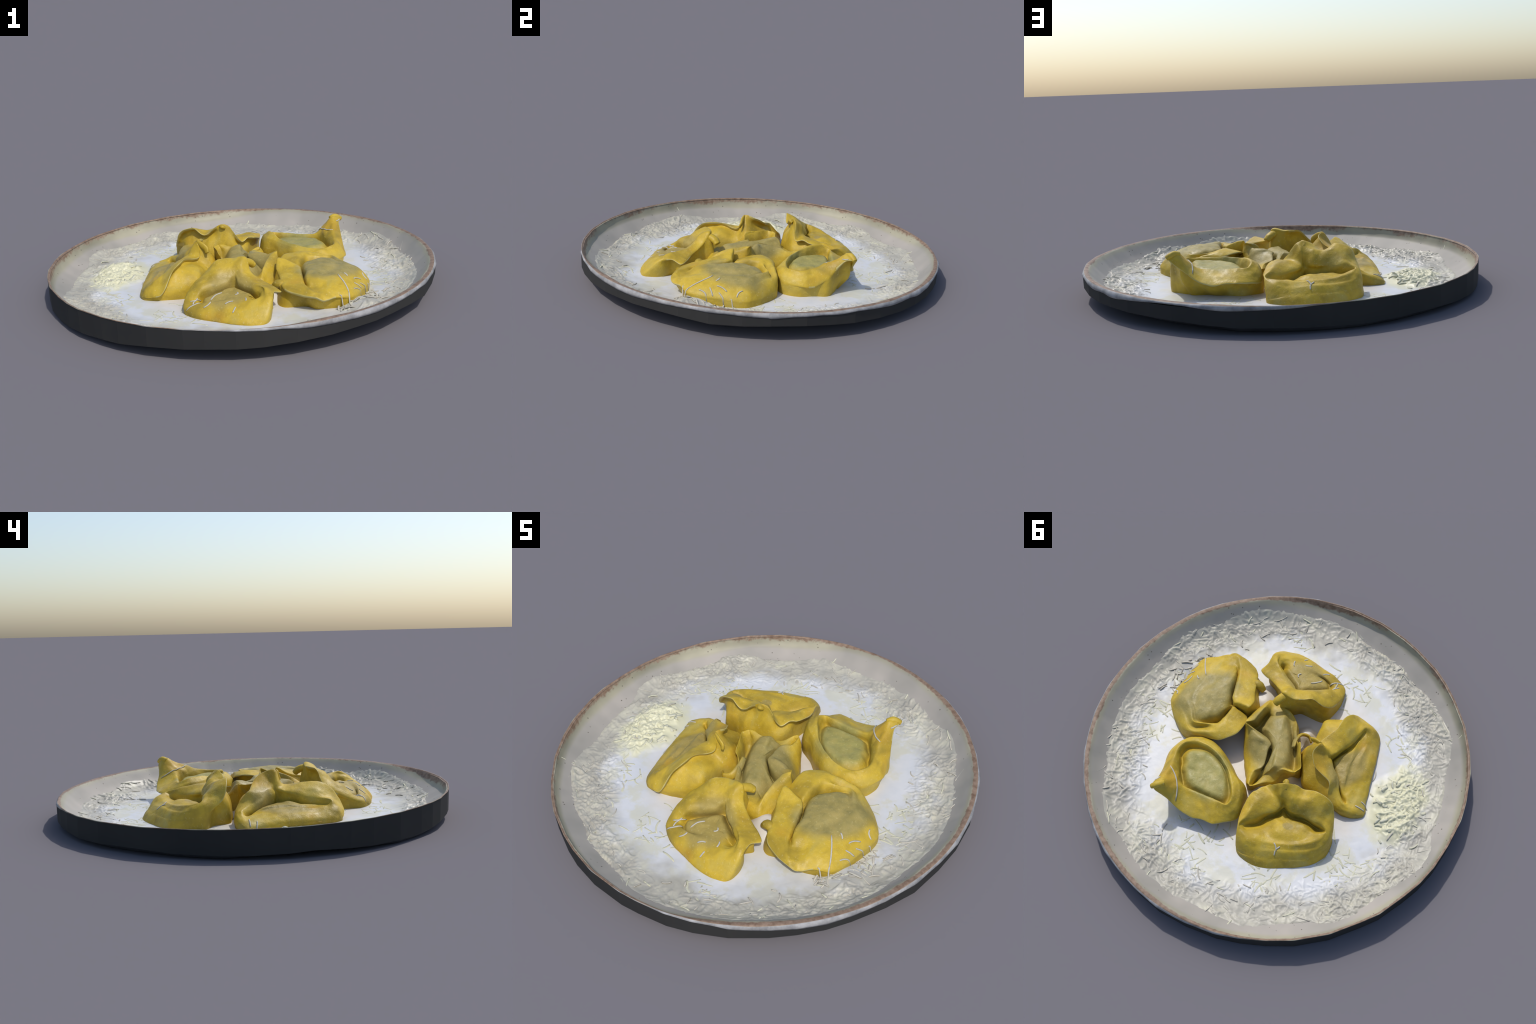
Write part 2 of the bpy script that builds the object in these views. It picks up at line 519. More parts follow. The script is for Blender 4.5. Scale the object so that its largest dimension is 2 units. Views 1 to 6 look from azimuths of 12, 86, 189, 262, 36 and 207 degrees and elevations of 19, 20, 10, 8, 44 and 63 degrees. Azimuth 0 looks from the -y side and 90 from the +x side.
# --------------------------------------------------------------------------
# tortelloni: each is lofted through rings of hand-placed stations, running from the
# crown of the filling out over the crease, the folded brim and its free edge, and
# back under to the foot that stands in the cream
# --------------------------------------------------------------------------
SHAPES = {
    'A': dict(
        crown=(0.457, -0.158, 0.172),
        shoulder=[(0.451, -0.321, 0.160), (0.433, -0.348, 0.158), (0.415, -0.366, 0.158), (0.397, -0.352, 0.160), (0.384, -0.305, 0.166), (0.377, -0.240, 0.163), (0.364, -0.198, 0.163), (0.357, -0.171, 0.163), (0.349, -0.137, 0.159), (0.354, -0.100, 0.159), (0.369, -0.076, 0.154), (0.393, -0.058, 0.159), (0.425, -0.031, 0.159), (0.458, -0.030, 0.159), (0.486, -0.050, 0.161), (0.514, -0.104, 0.159), (0.517, -0.170, 0.161), (0.481, -0.244, 0.159)],
        crease=[(0.483, -0.348, 0.150), (0.456, -0.384, 0.135), (0.420, -0.397, 0.136), (0.402, -0.385, 0.135), (0.375, -0.323, 0.118), (0.357, -0.248, 0.106), (0.342, -0.200, 0.102), (0.332, -0.180, 0.101), (0.328, -0.166, 0.128), (0.337, -0.129, 0.113), (0.344, -0.074, 0.100), (0.373, -0.044, 0.100), (0.419, -0.013, 0.130), (0.464, -0.003, 0.142), (0.499, -0.052, 0.155), (0.535, -0.106, 0.160), (0.542, -0.175, 0.163), (0.518, -0.272, 0.160)],
        roll=[(0.495, -0.366, 0.146), (0.465, -0.405, 0.131), (0.430, -0.422, 0.137), (0.402, -0.397, 0.140), (0.376, -0.323, 0.141), (0.358, -0.248, 0.148), (0.344, -0.202, 0.148), (0.329, -0.178, 0.143), (0.324, -0.165, 0.128), (0.325, -0.139, 0.136), (0.333, -0.075, 0.151), (0.354, -0.029, 0.145), (0.416, -0.006, 0.146), (0.465, 0.005, 0.151), (0.506, -0.048, 0.157), (0.552, -0.101, 0.156), (0.558, -0.178, 0.159), (0.536, -0.290, 0.155)],
        lip=[(0.506, -0.384, 0.142), (0.473, -0.427, 0.128), (0.440, -0.448, 0.138), (0.402, -0.410, 0.145), (0.365, -0.320, 0.157), (0.346, -0.242, 0.168), (0.335, -0.194, 0.168), (0.320, -0.169, 0.163), (0.321, -0.165, 0.128), (0.313, -0.149, 0.152), (0.320, -0.076, 0.171), (0.344, -0.021, 0.165), (0.411, 0.005, 0.159), (0.467, 0.015, 0.160), (0.513, -0.044, 0.158), (0.569, -0.096, 0.153), (0.573, -0.181, 0.154), (0.553, -0.309, 0.150)],
        brim_a=[(0.517, -0.403, 0.136), (0.482, -0.442, 0.125), (0.444, -0.461, 0.138), (0.398, -0.428, 0.144), (0.346, -0.352, 0.151), (0.320, -0.261, 0.166), (0.303, -0.206, 0.173), (0.293, -0.170, 0.179), (0.305, -0.163, 0.125), (0.286, -0.139, 0.153), (0.296, -0.056, 0.173), (0.333, -0.001, 0.174), (0.420, 0.013, 0.128), (0.476, 0.033, 0.128), (0.530, -0.020, 0.138), (0.600, -0.087, 0.140), (0.600, -0.193, 0.140), (0.574, -0.334, 0.140)],
        brim_b=[(0.529, -0.422, 0.123), (0.490, -0.458, 0.115), (0.448, -0.474, 0.132), (0.394, -0.447, 0.138), (0.321, -0.384, 0.142), (0.284, -0.276, 0.160), (0.262, -0.212, 0.174), (0.257, -0.164, 0.193), (0.289, -0.162, 0.123), (0.254, -0.133, 0.149), (0.262, -0.036, 0.172), (0.314, 0.026, 0.170), (0.393, 0.049, 0.158), (0.470, 0.065, 0.143), (0.546, 0.006, 0.128), (0.638, -0.087, 0.115), (0.626, -0.208, 0.120), (0.594, -0.363, 0.125)],
        edge=[(0.540, -0.440, 0.105), (0.498, -0.473, 0.100), (0.452, -0.487, 0.120), (0.389, -0.466, 0.125), (0.296, -0.415, 0.126), (0.249, -0.291, 0.149), (0.223, -0.218, 0.170), (0.223, -0.158, 0.200), (0.274, -0.160, 0.120), (0.223, -0.127, 0.140), (0.228, -0.016, 0.165), (0.296, 0.052, 0.150), (0.361, 0.061, 0.125), (0.494, 0.066, 0.090), (0.570, 0.025, 0.080), (0.673, -0.100, 0.080), (0.659, -0.234, 0.088), (0.617, -0.395, 0.100)],
        under=[(0.535, -0.429, 0.097), (0.491, -0.458, 0.097), (0.448, -0.474, 0.115), (0.394, -0.447, 0.121), (0.304, -0.406, 0.117), (0.251, -0.291, 0.135), (0.226, -0.218, 0.152), (0.232, -0.159, 0.177), (0.279, -0.161, 0.107), (0.239, -0.130, 0.127), (0.262, -0.036, 0.155), (0.314, 0.026, 0.153), (0.382, 0.050, 0.129), (0.494, 0.066, 0.078), (0.570, 0.025, 0.070), (0.673, -0.100, 0.070), (0.659, -0.234, 0.076), (0.617, -0.395, 0.086)],
        tuck=[(0.533, -0.420, 0.060), (0.490, -0.444, 0.070), (0.448, -0.462, 0.080), (0.396, -0.435, 0.090), (0.300, -0.409, 0.090), (0.238, -0.298, 0.100), (0.211, -0.222, 0.110), (0.235, -0.158, 0.130), (0.285, -0.160, 0.080), (0.246, -0.130, 0.090), (0.272, -0.042, 0.100), (0.322, 0.016, 0.100), (0.381, 0.037, 0.080), (0.494, 0.066, 0.054), (0.570, 0.025, 0.049), (0.673, -0.100, 0.049), (0.659, -0.234, 0.053), (0.617, -0.395, 0.059)],
        foot=[(0.532, -0.411, 0.010), (0.490, -0.414, 0.010), (0.453, -0.407, 0.010), (0.407, -0.388, 0.010), (0.286, -0.432, 0.010), (0.215, -0.312, 0.010), (0.184, -0.228, 0.010), (0.223, -0.158, 0.010), (0.294, -0.160, 0.010), (0.263, -0.132, 0.010), (0.288, -0.053, 0.010), (0.351, -0.020, 0.010), (0.377, 0.024, 0.010), (0.494, 0.066, 0.010), (0.570, 0.025, 0.010), (0.673, -0.100, 0.010), (0.659, -0.234, 0.010), (0.617, -0.395, 0.010)],
        overhang=[0.4, 0.8, 1.0, 1.0, 0.3, 0.2, 0.2, 0.2, 0.2, 0.4, 1.0, 1.0, 0.6, 0.0, 0.0, 0.0, 0.0, 0.0],
    ),
    'B': dict(
        crown=(0.058, -0.484, 0.119),
        shoulder=[(0.117, -0.487, 0.126), (0.155, -0.505, 0.120), (0.145, -0.490, 0.126), (0.115, -0.465, 0.127), (0.090, -0.447, 0.127), (0.064, -0.428, 0.126), (0.050, -0.408, 0.124), (0.038, -0.412, 0.124), (0.025, -0.420, 0.124), (-0.003, -0.442, 0.116), (-0.045, -0.470, 0.106), (-0.075, -0.495, 0.096), (-0.041, -0.544, 0.081), (-0.013, -0.541, 0.096), (0.034, -0.534, 0.111), (0.080, -0.517, 0.121)],
        crease=[(0.168, -0.527, 0.114), (0.195, -0.500, 0.084), (0.168, -0.467, 0.090), (0.132, -0.436, 0.091), (0.101, -0.416, 0.091), (0.073, -0.395, 0.090), (0.048, -0.370, 0.088), (0.034, -0.375, 0.088), (0.015, -0.389, 0.088), (-0.017, -0.412, 0.080), (-0.062, -0.439, 0.070), (-0.095, -0.464, 0.060), (-0.097, -0.517, 0.075), (-0.053, -0.546, 0.098), (0.020, -0.559, 0.113), (0.096, -0.553, 0.123)],
        roll=[(0.192, -0.537, 0.126), (0.197, -0.500, 0.133), (0.163, -0.472, 0.139), (0.130, -0.441, 0.140), (0.099, -0.423, 0.141), (0.071, -0.400, 0.146), (0.048, -0.371, 0.171), (0.034, -0.377, 0.165), (0.017, -0.396, 0.146), (-0.015, -0.417, 0.136), (-0.061, -0.442, 0.129), (-0.094, -0.465, 0.122), (-0.116, -0.510, 0.083), (-0.067, -0.551, 0.093), (0.016, -0.570, 0.107), (0.105, -0.568, 0.118)],
        lip=[(0.212, -0.546, 0.136), (0.210, -0.499, 0.153), (0.172, -0.463, 0.159), (0.136, -0.429, 0.160), (0.104, -0.411, 0.161), (0.075, -0.387, 0.166), (0.048, -0.358, 0.191), (0.033, -0.364, 0.185), (0.012, -0.384, 0.166), (-0.020, -0.405, 0.156), (-0.067, -0.430, 0.149), (-0.101, -0.454, 0.142), (-0.134, -0.503, 0.090), (-0.082, -0.556, 0.088), (0.012, -0.581, 0.100), (0.114, -0.584, 0.112)],
        brim_a=[(0.219, -0.570, 0.126), (0.222, -0.516, 0.161), (0.199, -0.475, 0.165), (0.181, -0.437, 0.160), (0.132, -0.407, 0.169), (0.086, -0.373, 0.184), (0.061, -0.342, 0.220), (0.030, -0.342, 0.213), (0.004, -0.360, 0.200), (-0.034, -0.384, 0.189), (-0.083, -0.407, 0.161), (-0.117, -0.433, 0.147), (-0.148, -0.506, 0.091), (-0.099, -0.565, 0.080), (0.006, -0.597, 0.089), (0.121, -0.610, 0.098)],
        brim_b=[(0.229, -0.596, 0.110), (0.244, -0.532, 0.157), (0.233, -0.481, 0.159), (0.233, -0.436, 0.148), (0.165, -0.393, 0.167), (0.101, -0.348, 0.192), (0.075, -0.315, 0.238), (0.027, -0.309, 0.230), (-0.009, -0.326, 0.223), (-0.052, -0.352, 0.212), (-0.105, -0.374, 0.163), (-0.138, -0.403, 0.142), (-0.164, -0.508, 0.086), (-0.111, -0.577, 0.070), (0.000, -0.613, 0.072), (0.129, -0.637, 0.076)],
        edge=[(0.240, -0.647, 0.050), (0.266, -0.547, 0.140), (0.267, -0.486, 0.140), (0.284, -0.434, 0.123), (0.197, -0.379, 0.150), (0.115, -0.323, 0.185), (0.088, -0.289, 0.242), (0.023, -0.277, 0.232), (-0.022, -0.293, 0.232), (-0.069, -0.322, 0.220), (-0.126, -0.341, 0.150), (-0.159, -0.374, 0.122), (-0.180, -0.510, 0.075), (-0.127, -0.580, 0.055), (-0.007, -0.628, 0.050), (0.136, -0.663, 0.050)],
        under=[(0.240, -0.647, 0.045), (0.266, -0.547, 0.123), (0.238, -0.482, 0.139), (0.254, -0.436, 0.120), (0.184, -0.386, 0.138), (0.114, -0.326, 0.165), (0.090, -0.279, 0.208), (0.024, -0.286, 0.201), (-0.014, -0.310, 0.202), (-0.060, -0.334, 0.191), (-0.115, -0.352, 0.137), (-0.148, -0.381, 0.115), (-0.180, -0.510, 0.066), (-0.127, -0.580, 0.049), (-0.007, -0.628, 0.045), (0.136, -0.663, 0.045)],
        tuck=[(0.240, -0.647, 0.034), (0.266, -0.547, 0.090), (0.226, -0.483, 0.090), (0.248, -0.440, 0.080), (0.179, -0.392, 0.100), (0.115, -0.325, 0.120), (0.093, -0.259, 0.140), (0.025, -0.289, 0.130), (-0.010, -0.312, 0.131), (-0.059, -0.328, 0.125), (-0.111, -0.338, 0.090), (-0.145, -0.360, 0.076), (-0.180, -0.510, 0.047), (-0.127, -0.580, 0.036), (-0.007, -0.628, 0.034), (0.136, -0.663, 0.034)],
        foot=[(0.240, -0.647, 0.010), (0.246, -0.541, 0.010), (0.207, -0.486, 0.010), (0.245, -0.443, 0.010), (0.181, -0.391, 0.010), (0.118, -0.314, 0.010), (0.094, -0.249, 0.010), (0.026, -0.297, 0.010), (0.001, -0.316, 0.010), (-0.060, -0.309, 0.010), (-0.105, -0.300, 0.010), (-0.142, -0.302, 0.010), (-0.180, -0.510, 0.010), (-0.127, -0.580, 0.010), (-0.007, -0.628, 0.010), (0.136, -0.663, 0.010)],
        overhang=[0.0, 0.0, 0.8, 0.5, 0.3, 0.1, 0.0, 0.2, 0.5, 0.5, 0.5, 0.5, 0.0, 0.0, 0.0, 0.0],
    ),
    'C': dict(
        crown=(-0.363, -0.076, 0.104),
        shoulder=[(-0.365, -0.238, 0.100), (-0.374, -0.215, 0.095), (-0.384, -0.182, 0.090), (-0.382, -0.134, 0.095), (-0.389, -0.065, 0.095), (-0.399, 0.011, 0.085), (-0.399, 0.042, 0.080), (-0.385, 0.037, 0.085), (-0.368, 0.018, 0.090), (-0.341, -0.015, 0.095), (-0.311, -0.057, 0.100), (-0.291, -0.084, 0.105), (-0.295, -0.096, 0.105), (-0.310, -0.119, 0.110), (-0.332, -0.148, 0.110), (-0.355, -0.176, 0.105)],
        crease=[(-0.371, -0.316, 0.097), (-0.388, -0.290, 0.095), (-0.408, -0.242, 0.090), (-0.408, -0.155, 0.095), (-0.419, -0.065, 0.090), (-0.428, 0.026, 0.080), (-0.428, 0.079, 0.073), (-0.425, 0.092, 0.060), (-0.385, 0.061, 0.048), (-0.344, 0.004, 0.055), (-0.316, -0.027, 0.065), (-0.284, -0.067, 0.070), (-0.272, -0.077, 0.080), (-0.288, -0.109, 0.082), (-0.318, -0.173, 0.085), (-0.350, -0.243, 0.089)],
        roll=[(-0.371, -0.322, 0.109), (-0.394, -0.308, 0.095), (-0.416, -0.261, 0.085), (-0.422, -0.165, 0.087), (-0.436, -0.068, 0.085), (-0.443, 0.031, 0.075), (-0.441, 0.089, 0.072), (-0.424, 0.101, 0.078), (-0.385, 0.061, 0.093), (-0.351, 0.003, 0.123), (-0.316, -0.027, 0.143), (-0.285, -0.070, 0.145), (-0.273, -0.079, 0.148), (-0.289, -0.111, 0.143), (-0.313, -0.157, 0.133), (-0.350, -0.242, 0.115)],
        lip=[(-0.371, -0.332, 0.119), (-0.400, -0.325, 0.095), (-0.424, -0.279, 0.080), (-0.435, -0.175, 0.080), (-0.452, -0.071, 0.080), (-0.457, 0.036, 0.070), (-0.454, 0.099, 0.070), (-0.423, 0.113, 0.091), (-0.372, 0.065, 0.113), (-0.338, 0.005, 0.143), (-0.312, -0.014, 0.163), (-0.282, -0.057, 0.165), (-0.268, -0.067, 0.168), (-0.284, -0.099, 0.163), (-0.309, -0.145, 0.153), (-0.345, -0.252, 0.132)],
        brim_a=[(-0.356, -0.354, 0.107), (-0.407, -0.343, 0.090), (-0.433, -0.299, 0.074), (-0.450, -0.190, 0.074), (-0.467, -0.077, 0.074), (-0.478, 0.033, 0.066), (-0.481, 0.102, 0.064), (-0.429, 0.127, 0.083), (-0.370, 0.083, 0.116), (-0.340, 0.025, 0.156), (-0.291, -0.004, 0.179), (-0.255, -0.050, 0.192), (-0.253, -0.079, 0.202), (-0.256, -0.112, 0.173), (-0.289, -0.177, 0.171), (-0.323, -0.274, 0.152)],
        brim_b=[(-0.340, -0.380, 0.088), (-0.413, -0.361, 0.080), (-0.442, -0.319, 0.063), (-0.465, -0.205, 0.063), (-0.483, -0.084, 0.063), (-0.499, 0.030, 0.056), (-0.508, 0.106, 0.053), (-0.435, 0.145, 0.070), (-0.357, 0.104, 0.116), (-0.332, 0.047, 0.167), (-0.266, 0.016, 0.193), (-0.225, -0.032, 0.217), (-0.234, -0.082, 0.233), (-0.222, -0.116, 0.179), (-0.266, -0.201, 0.185), (-0.296, -0.304, 0.168)],
        edge=[(-0.325, -0.405, 0.065), (-0.418, -0.376, 0.050), (-0.451, -0.338, 0.045), (-0.480, -0.220, 0.045), (-0.499, -0.091, 0.045), (-0.519, 0.027, 0.040), (-0.535, 0.109, 0.035), (-0.442, 0.148, 0.040), (-0.345, 0.125, 0.110), (-0.325, 0.068, 0.171), (-0.242, 0.035, 0.200), (-0.196, -0.015, 0.235), (-0.215, -0.085, 0.258), (-0.190, -0.120, 0.180), (-0.243, -0.224, 0.194), (-0.271, -0.332, 0.178)],
        under=[(-0.327, -0.387, 0.066), (-0.418, -0.376, 0.045), (-0.451, -0.338, 0.041), (-0.480, -0.220, 0.041), (-0.499, -0.091, 0.041), (-0.519, 0.027, 0.036), (-0.535, 0.109, 0.032), (-0.442, 0.148, 0.036), (-0.352, 0.127, 0.097), (-0.321, 0.061, 0.146), (-0.260, 0.021, 0.175), (-0.217, -0.026, 0.200), (-0.182, -0.080, 0.219), (-0.200, -0.121, 0.160), (-0.251, -0.209, 0.172), (-0.278, -0.308, 0.153)],
        tuck=[(-0.290, -0.370, 0.050), (-0.418, -0.376, 0.034), (-0.451, -0.338, 0.031), (-0.480, -0.220, 0.031), (-0.499, -0.091, 0.031), (-0.519, 0.027, 0.029), (-0.535, 0.109, 0.027), (-0.442, 0.148, 0.029), (-0.366, 0.131, 0.070), (-0.265, 0.115, 0.080), (-0.190, 0.085, 0.120), (-0.160, 0.015, 0.130), (-0.115, -0.070, 0.140), (-0.150, -0.140, 0.110), (-0.165, -0.235, 0.150), (-0.165, -0.295, 0.120)],
        foot=[(-0.270, -0.360, 0.010), (-0.418, -0.376, 0.010), (-0.451, -0.338, 0.010), (-0.480, -0.220, 0.010), (-0.499, -0.091, 0.010), (-0.519, 0.027, 0.010), (-0.535, 0.109, 0.010), (-0.442, 0.148, 0.010), (-0.387, 0.137, 0.010), (-0.275, 0.125, 0.010), (-0.190, 0.095, 0.010), (-0.155, 0.020, 0.010), (-0.105, -0.070, 0.010), (-0.140, -0.160, 0.010), (-0.140, -0.250, 0.010), (-0.150, -0.310, 0.010)],
        overhang=[0.5, 0.0, 0.0, 0.0, 0.0, 0.0, 0.0, 0.0, 0.0, 0.6, 0.8, 0.8, 0.0, 0.5, 0.7, 0.7],
    ),
    'D': dict(
        crown=(-0.224, 0.370, 0.122),
        shoulder=[(-0.196, 0.316, 0.109), (-0.218, 0.306, 0.109), (-0.245, 0.305, 0.114), (-0.275, 0.306, 0.116), (-0.309, 0.313, 0.119), (-0.331, 0.328, 0.119), (-0.343, 0.339, 0.119), (-0.339, 0.364, 0.116), (-0.297, 0.398, 0.114), (-0.240, 0.423, 0.112), (-0.176, 0.433, 0.109), (-0.137, 0.416, 0.106), (-0.128, 0.397, 0.102), (-0.123, 0.377, 0.099), (-0.136, 0.347, 0.101), (-0.148, 0.331, 0.104), (-0.171, 0.321, 0.106), (-0.181, 0.318, 0.107)],
        crease=[(-0.160, 0.257, 0.090), (-0.198, 0.281, 0.080), (-0.234, 0.284, 0.080), (-0.286, 0.275, 0.085), (-0.335, 0.284, 0.085), (-0.373, 0.296, 0.096), (-0.407, 0.314, 0.140), (-0.394, 0.352, 0.130), (-0.334, 0.405, 0.118), (-0.238, 0.445, 0.112), (-0.149, 0.467, 0.110), (-0.097, 0.453, 0.118), (-0.027, 0.431, 0.104), (-0.072, 0.377, 0.065), (-0.095, 0.335, 0.070), (-0.136, 0.306, 0.070), (-0.153, 0.278, 0.080), (-0.156, 0.260, 0.090)],
        roll=[(-0.167, 0.265, 0.129), (-0.201, 0.271, 0.131), (-0.242, 0.275, 0.131), (-0.281, 0.278, 0.136), (-0.331, 0.291, 0.148), (-0.373, 0.296, 0.138), (-0.411, 0.309, 0.141), (-0.408, 0.353, 0.123), (-0.346, 0.410, 0.109), (-0.238, 0.457, 0.106), (-0.138, 0.482, 0.105), (-0.083, 0.472, 0.119), (-0.016, 0.435, 0.116), (-0.055, 0.387, 0.106), (-0.096, 0.334, 0.111), (-0.130, 0.299, 0.116), (-0.152, 0.278, 0.123), (-0.163, 0.270, 0.126)],
        lip=[(-0.158, 0.255, 0.149), (-0.197, 0.283, 0.151), (-0.234, 0.284, 0.151), (-0.286, 0.275, 0.156), (-0.337, 0.280, 0.168), (-0.383, 0.288, 0.158), (-0.414, 0.304, 0.143), (-0.421, 0.354, 0.115), (-0.358, 0.416, 0.100), (-0.237, 0.469, 0.100), (-0.128, 0.497, 0.100), (-0.069, 0.491, 0.120), (-0.003, 0.439, 0.126), (-0.044, 0.394, 0.126), (-0.085, 0.341, 0.131), (-0.136, 0.306, 0.136), (-0.153, 0.278, 0.143), (-0.156, 0.260, 0.146)],
        brim_a=[(-0.158, 0.250, 0.200), (-0.201, 0.247, 0.215), (-0.239, 0.232, 0.210), (-0.295, 0.230, 0.215), (-0.346, 0.251, 0.188), (-0.387, 0.263, 0.159), (-0.422, 0.294, 0.139), (-0.427, 0.354, 0.109), (-0.366, 0.421, 0.096), (-0.237, 0.480, 0.096), (-0.119, 0.511, 0.094), (-0.054, 0.503, 0.113), (-0.001, 0.442, 0.132), (-0.021, 0.385, 0.150), (-0.041, 0.304, 0.165), (-0.086, 0.276, 0.165), (-0.118, 0.252, 0.170), (-0.143, 0.253, 0.210)],
        brim_b=[(-0.153, 0.222, 0.234), (-0.199, 0.210, 0.228), (-0.240, 0.198, 0.208), (-0.303, 0.200, 0.230), (-0.361, 0.213, 0.205), (-0.399, 0.231, 0.158), (-0.429, 0.283, 0.130), (-0.432, 0.355, 0.098), (-0.375, 0.426, 0.086), (-0.237, 0.493, 0.086), (-0.110, 0.527, 0.083), (-0.040, 0.515, 0.100), (0.004, 0.446, 0.134), (0.001, 0.382, 0.143), (-0.016, 0.287, 0.168), (-0.049, 0.262, 0.170), (-0.079, 0.228, 0.168), (-0.129, 0.229, 0.233)],
        edge=[(-0.148, 0.194, 0.262), (-0.198, 0.172, 0.235), (-0.240, 0.165, 0.200), (-0.310, 0.170, 0.240), (-0.375, 0.175, 0.215), (-0.410, 0.200, 0.150), (-0.440, 0.285, 0.100), (-0.438, 0.355, 0.080), (-0.384, 0.432, 0.070), (-0.237, 0.504, 0.070), (-0.101, 0.542, 0.065), (-0.028, 0.537, 0.055), (0.008, 0.450, 0.129), (0.023, 0.378, 0.130), (0.010, 0.270, 0.165), (-0.012, 0.248, 0.168), (-0.040, 0.205, 0.160), (-0.115, 0.205, 0.250)],
        under=[(-0.148, 0.183, 0.215), (-0.200, 0.200, 0.209), (-0.240, 0.191, 0.188), (-0.303, 0.197, 0.212), (-0.361, 0.208, 0.187), (-0.400, 0.220, 0.134), (-0.440, 0.285, 0.086), (-0.439, 0.359, 0.072), (-0.386, 0.436, 0.063), (-0.238, 0.511, 0.063), (-0.107, 0.549, 0.059), (-0.028, 0.538, 0.051), (0.005, 0.449, 0.114), (0.010, 0.379, 0.119), (-0.010, 0.283, 0.148), (-0.039, 0.259, 0.151), (-0.068, 0.220, 0.148), (-0.110, 0.193, 0.210)],
        tuck=[(-0.150, 0.160, 0.120), (-0.210, 0.145, 0.130), (-0.250, 0.150, 0.120), (-0.300, 0.155, 0.120), (-0.345, 0.165, 0.110), (-0.380, 0.240, 0.090), (-0.440, 0.285, 0.059), (-0.442, 0.367, 0.055), (-0.390, 0.445, 0.050), (-0.240, 0.525, 0.050), (-0.120, 0.563, 0.048), (-0.027, 0.542, 0.042), (-0.003, 0.446, 0.080), (0.001, 0.378, 0.080), (-0.017, 0.285, 0.090), (-0.020, 0.255, 0.110), (-0.050, 0.190, 0.100), (-0.100, 0.170, 0.130)],
        foot=[(-0.150, 0.140, 0.010), (-0.210, 0.130, 0.010), (-0.250, 0.130, 0.010), (-0.300, 0.145, 0.010), (-0.350, 0.160, 0.010), (-0.380, 0.240, 0.010), (-0.440, 0.285, 0.010), (-0.445, 0.379, 0.010), (-0.396, 0.458, 0.010), (-0.243, 0.545, 0.010), (-0.138, 0.584, 0.010), (-0.026, 0.547, 0.010), (-0.002, 0.447, 0.010), (0.003, 0.377, 0.010), (-0.008, 0.278, 0.010), (-0.020, 0.260, 0.010), (-0.060, 0.180, 0.010), (-0.100, 0.160, 0.010)],
        overhang=[0.0, 0.8, 0.8, 0.9, 0.9, 0.4, 0.0, 0.0, 0.0, 0.0, 0.0, 0.0, 0.2, 0.4, 0.7, 0.7, 0.7, 0.0],
    ),
    'E': dict(
        crown=(0.267, 0.262, 0.147),
        shoulder=[(0.371, 0.169, 0.157), (0.327, 0.157, 0.155), (0.275, 0.168, 0.154), (0.219, 0.197, 0.152), (0.174, 0.251, 0.147), (0.149, 0.303, 0.142), (0.146, 0.333, 0.139), (0.170, 0.345, 0.142), (0.215, 0.346, 0.145), (0.269, 0.345, 0.145), (0.318, 0.338, 0.145), (0.337, 0.330, 0.147), (0.352, 0.316, 0.147), (0.365, 0.297, 0.147), (0.384, 0.275, 0.147), (0.385, 0.249, 0.152), (0.403, 0.213, 0.157), (0.397, 0.186, 0.159)],
        crease=[(0.397, 0.137, 0.121), (0.335, 0.130, 0.129), (0.268, 0.151, 0.131), (0.202, 0.197, 0.131), (0.150, 0.257, 0.129), (0.116, 0.317, 0.121), (0.119, 0.366, 0.112), (0.147, 0.367, 0.112), (0.205, 0.366, 0.115), (0.274, 0.363, 0.115), (0.335, 0.365, 0.112), (0.360, 0.352, 0.112), (0.375, 0.329, 0.112), (0.392, 0.305, 0.115), (0.410, 0.279, 0.116), (0.421, 0.243, 0.116), (0.440, 0.205, 0.121), (0.433, 0.162, 0.121)],
        roll=[(0.401, 0.131, 0.145), (0.334, 0.127, 0.151), (0.257, 0.151, 0.155), (0.180, 0.207, 0.161), (0.134, 0.266, 0.165), (0.100, 0.328, 0.158), (0.109, 0.372, 0.143), (0.142, 0.372, 0.141), (0.203, 0.370, 0.139), (0.274, 0.367, 0.138), (0.336, 0.367, 0.141), (0.362, 0.360, 0.153), (0.378, 0.341, 0.158), (0.394, 0.317, 0.156), (0.413, 0.288, 0.154), (0.438, 0.242, 0.152), (0.452, 0.196, 0.148), (0.438, 0.154, 0.148)],
        lip=[(0.408, 0.120, 0.160), (0.331, 0.117, 0.165), (0.243, 0.151, 0.170), (0.163, 0.215, 0.178), (0.119, 0.274, 0.185), (0.086, 0.338, 0.178), (0.097, 0.379, 0.162), (0.135, 0.382, 0.158), (0.197, 0.379, 0.155), (0.272, 0.378, 0.153), (0.339, 0.376, 0.158), (0.365, 0.372, 0.175), (0.381, 0.354, 0.182), (0.398, 0.330, 0.178), (0.418, 0.300, 0.175), (0.454, 0.240, 0.172), (0.464, 0.187, 0.165), (0.446, 0.144, 0.165)],
        brim_a=[(0.405, 0.108, 0.161), (0.335, 0.101, 0.155), (0.239, 0.143, 0.164), (0.151, 0.209, 0.171), (0.096, 0.264, 0.175), (0.065, 0.338, 0.166), (0.078, 0.384, 0.151), (0.121, 0.403, 0.144), (0.184, 0.412, 0.145), (0.261, 0.412, 0.138), (0.330, 0.409, 0.149), (0.379, 0.418, 0.200), (0.400, 0.395, 0.215), (0.419, 0.361, 0.205), (0.436, 0.310, 0.199), (0.463, 0.257, 0.174), (0.479, 0.186, 0.159), (0.455, 0.133, 0.152)],
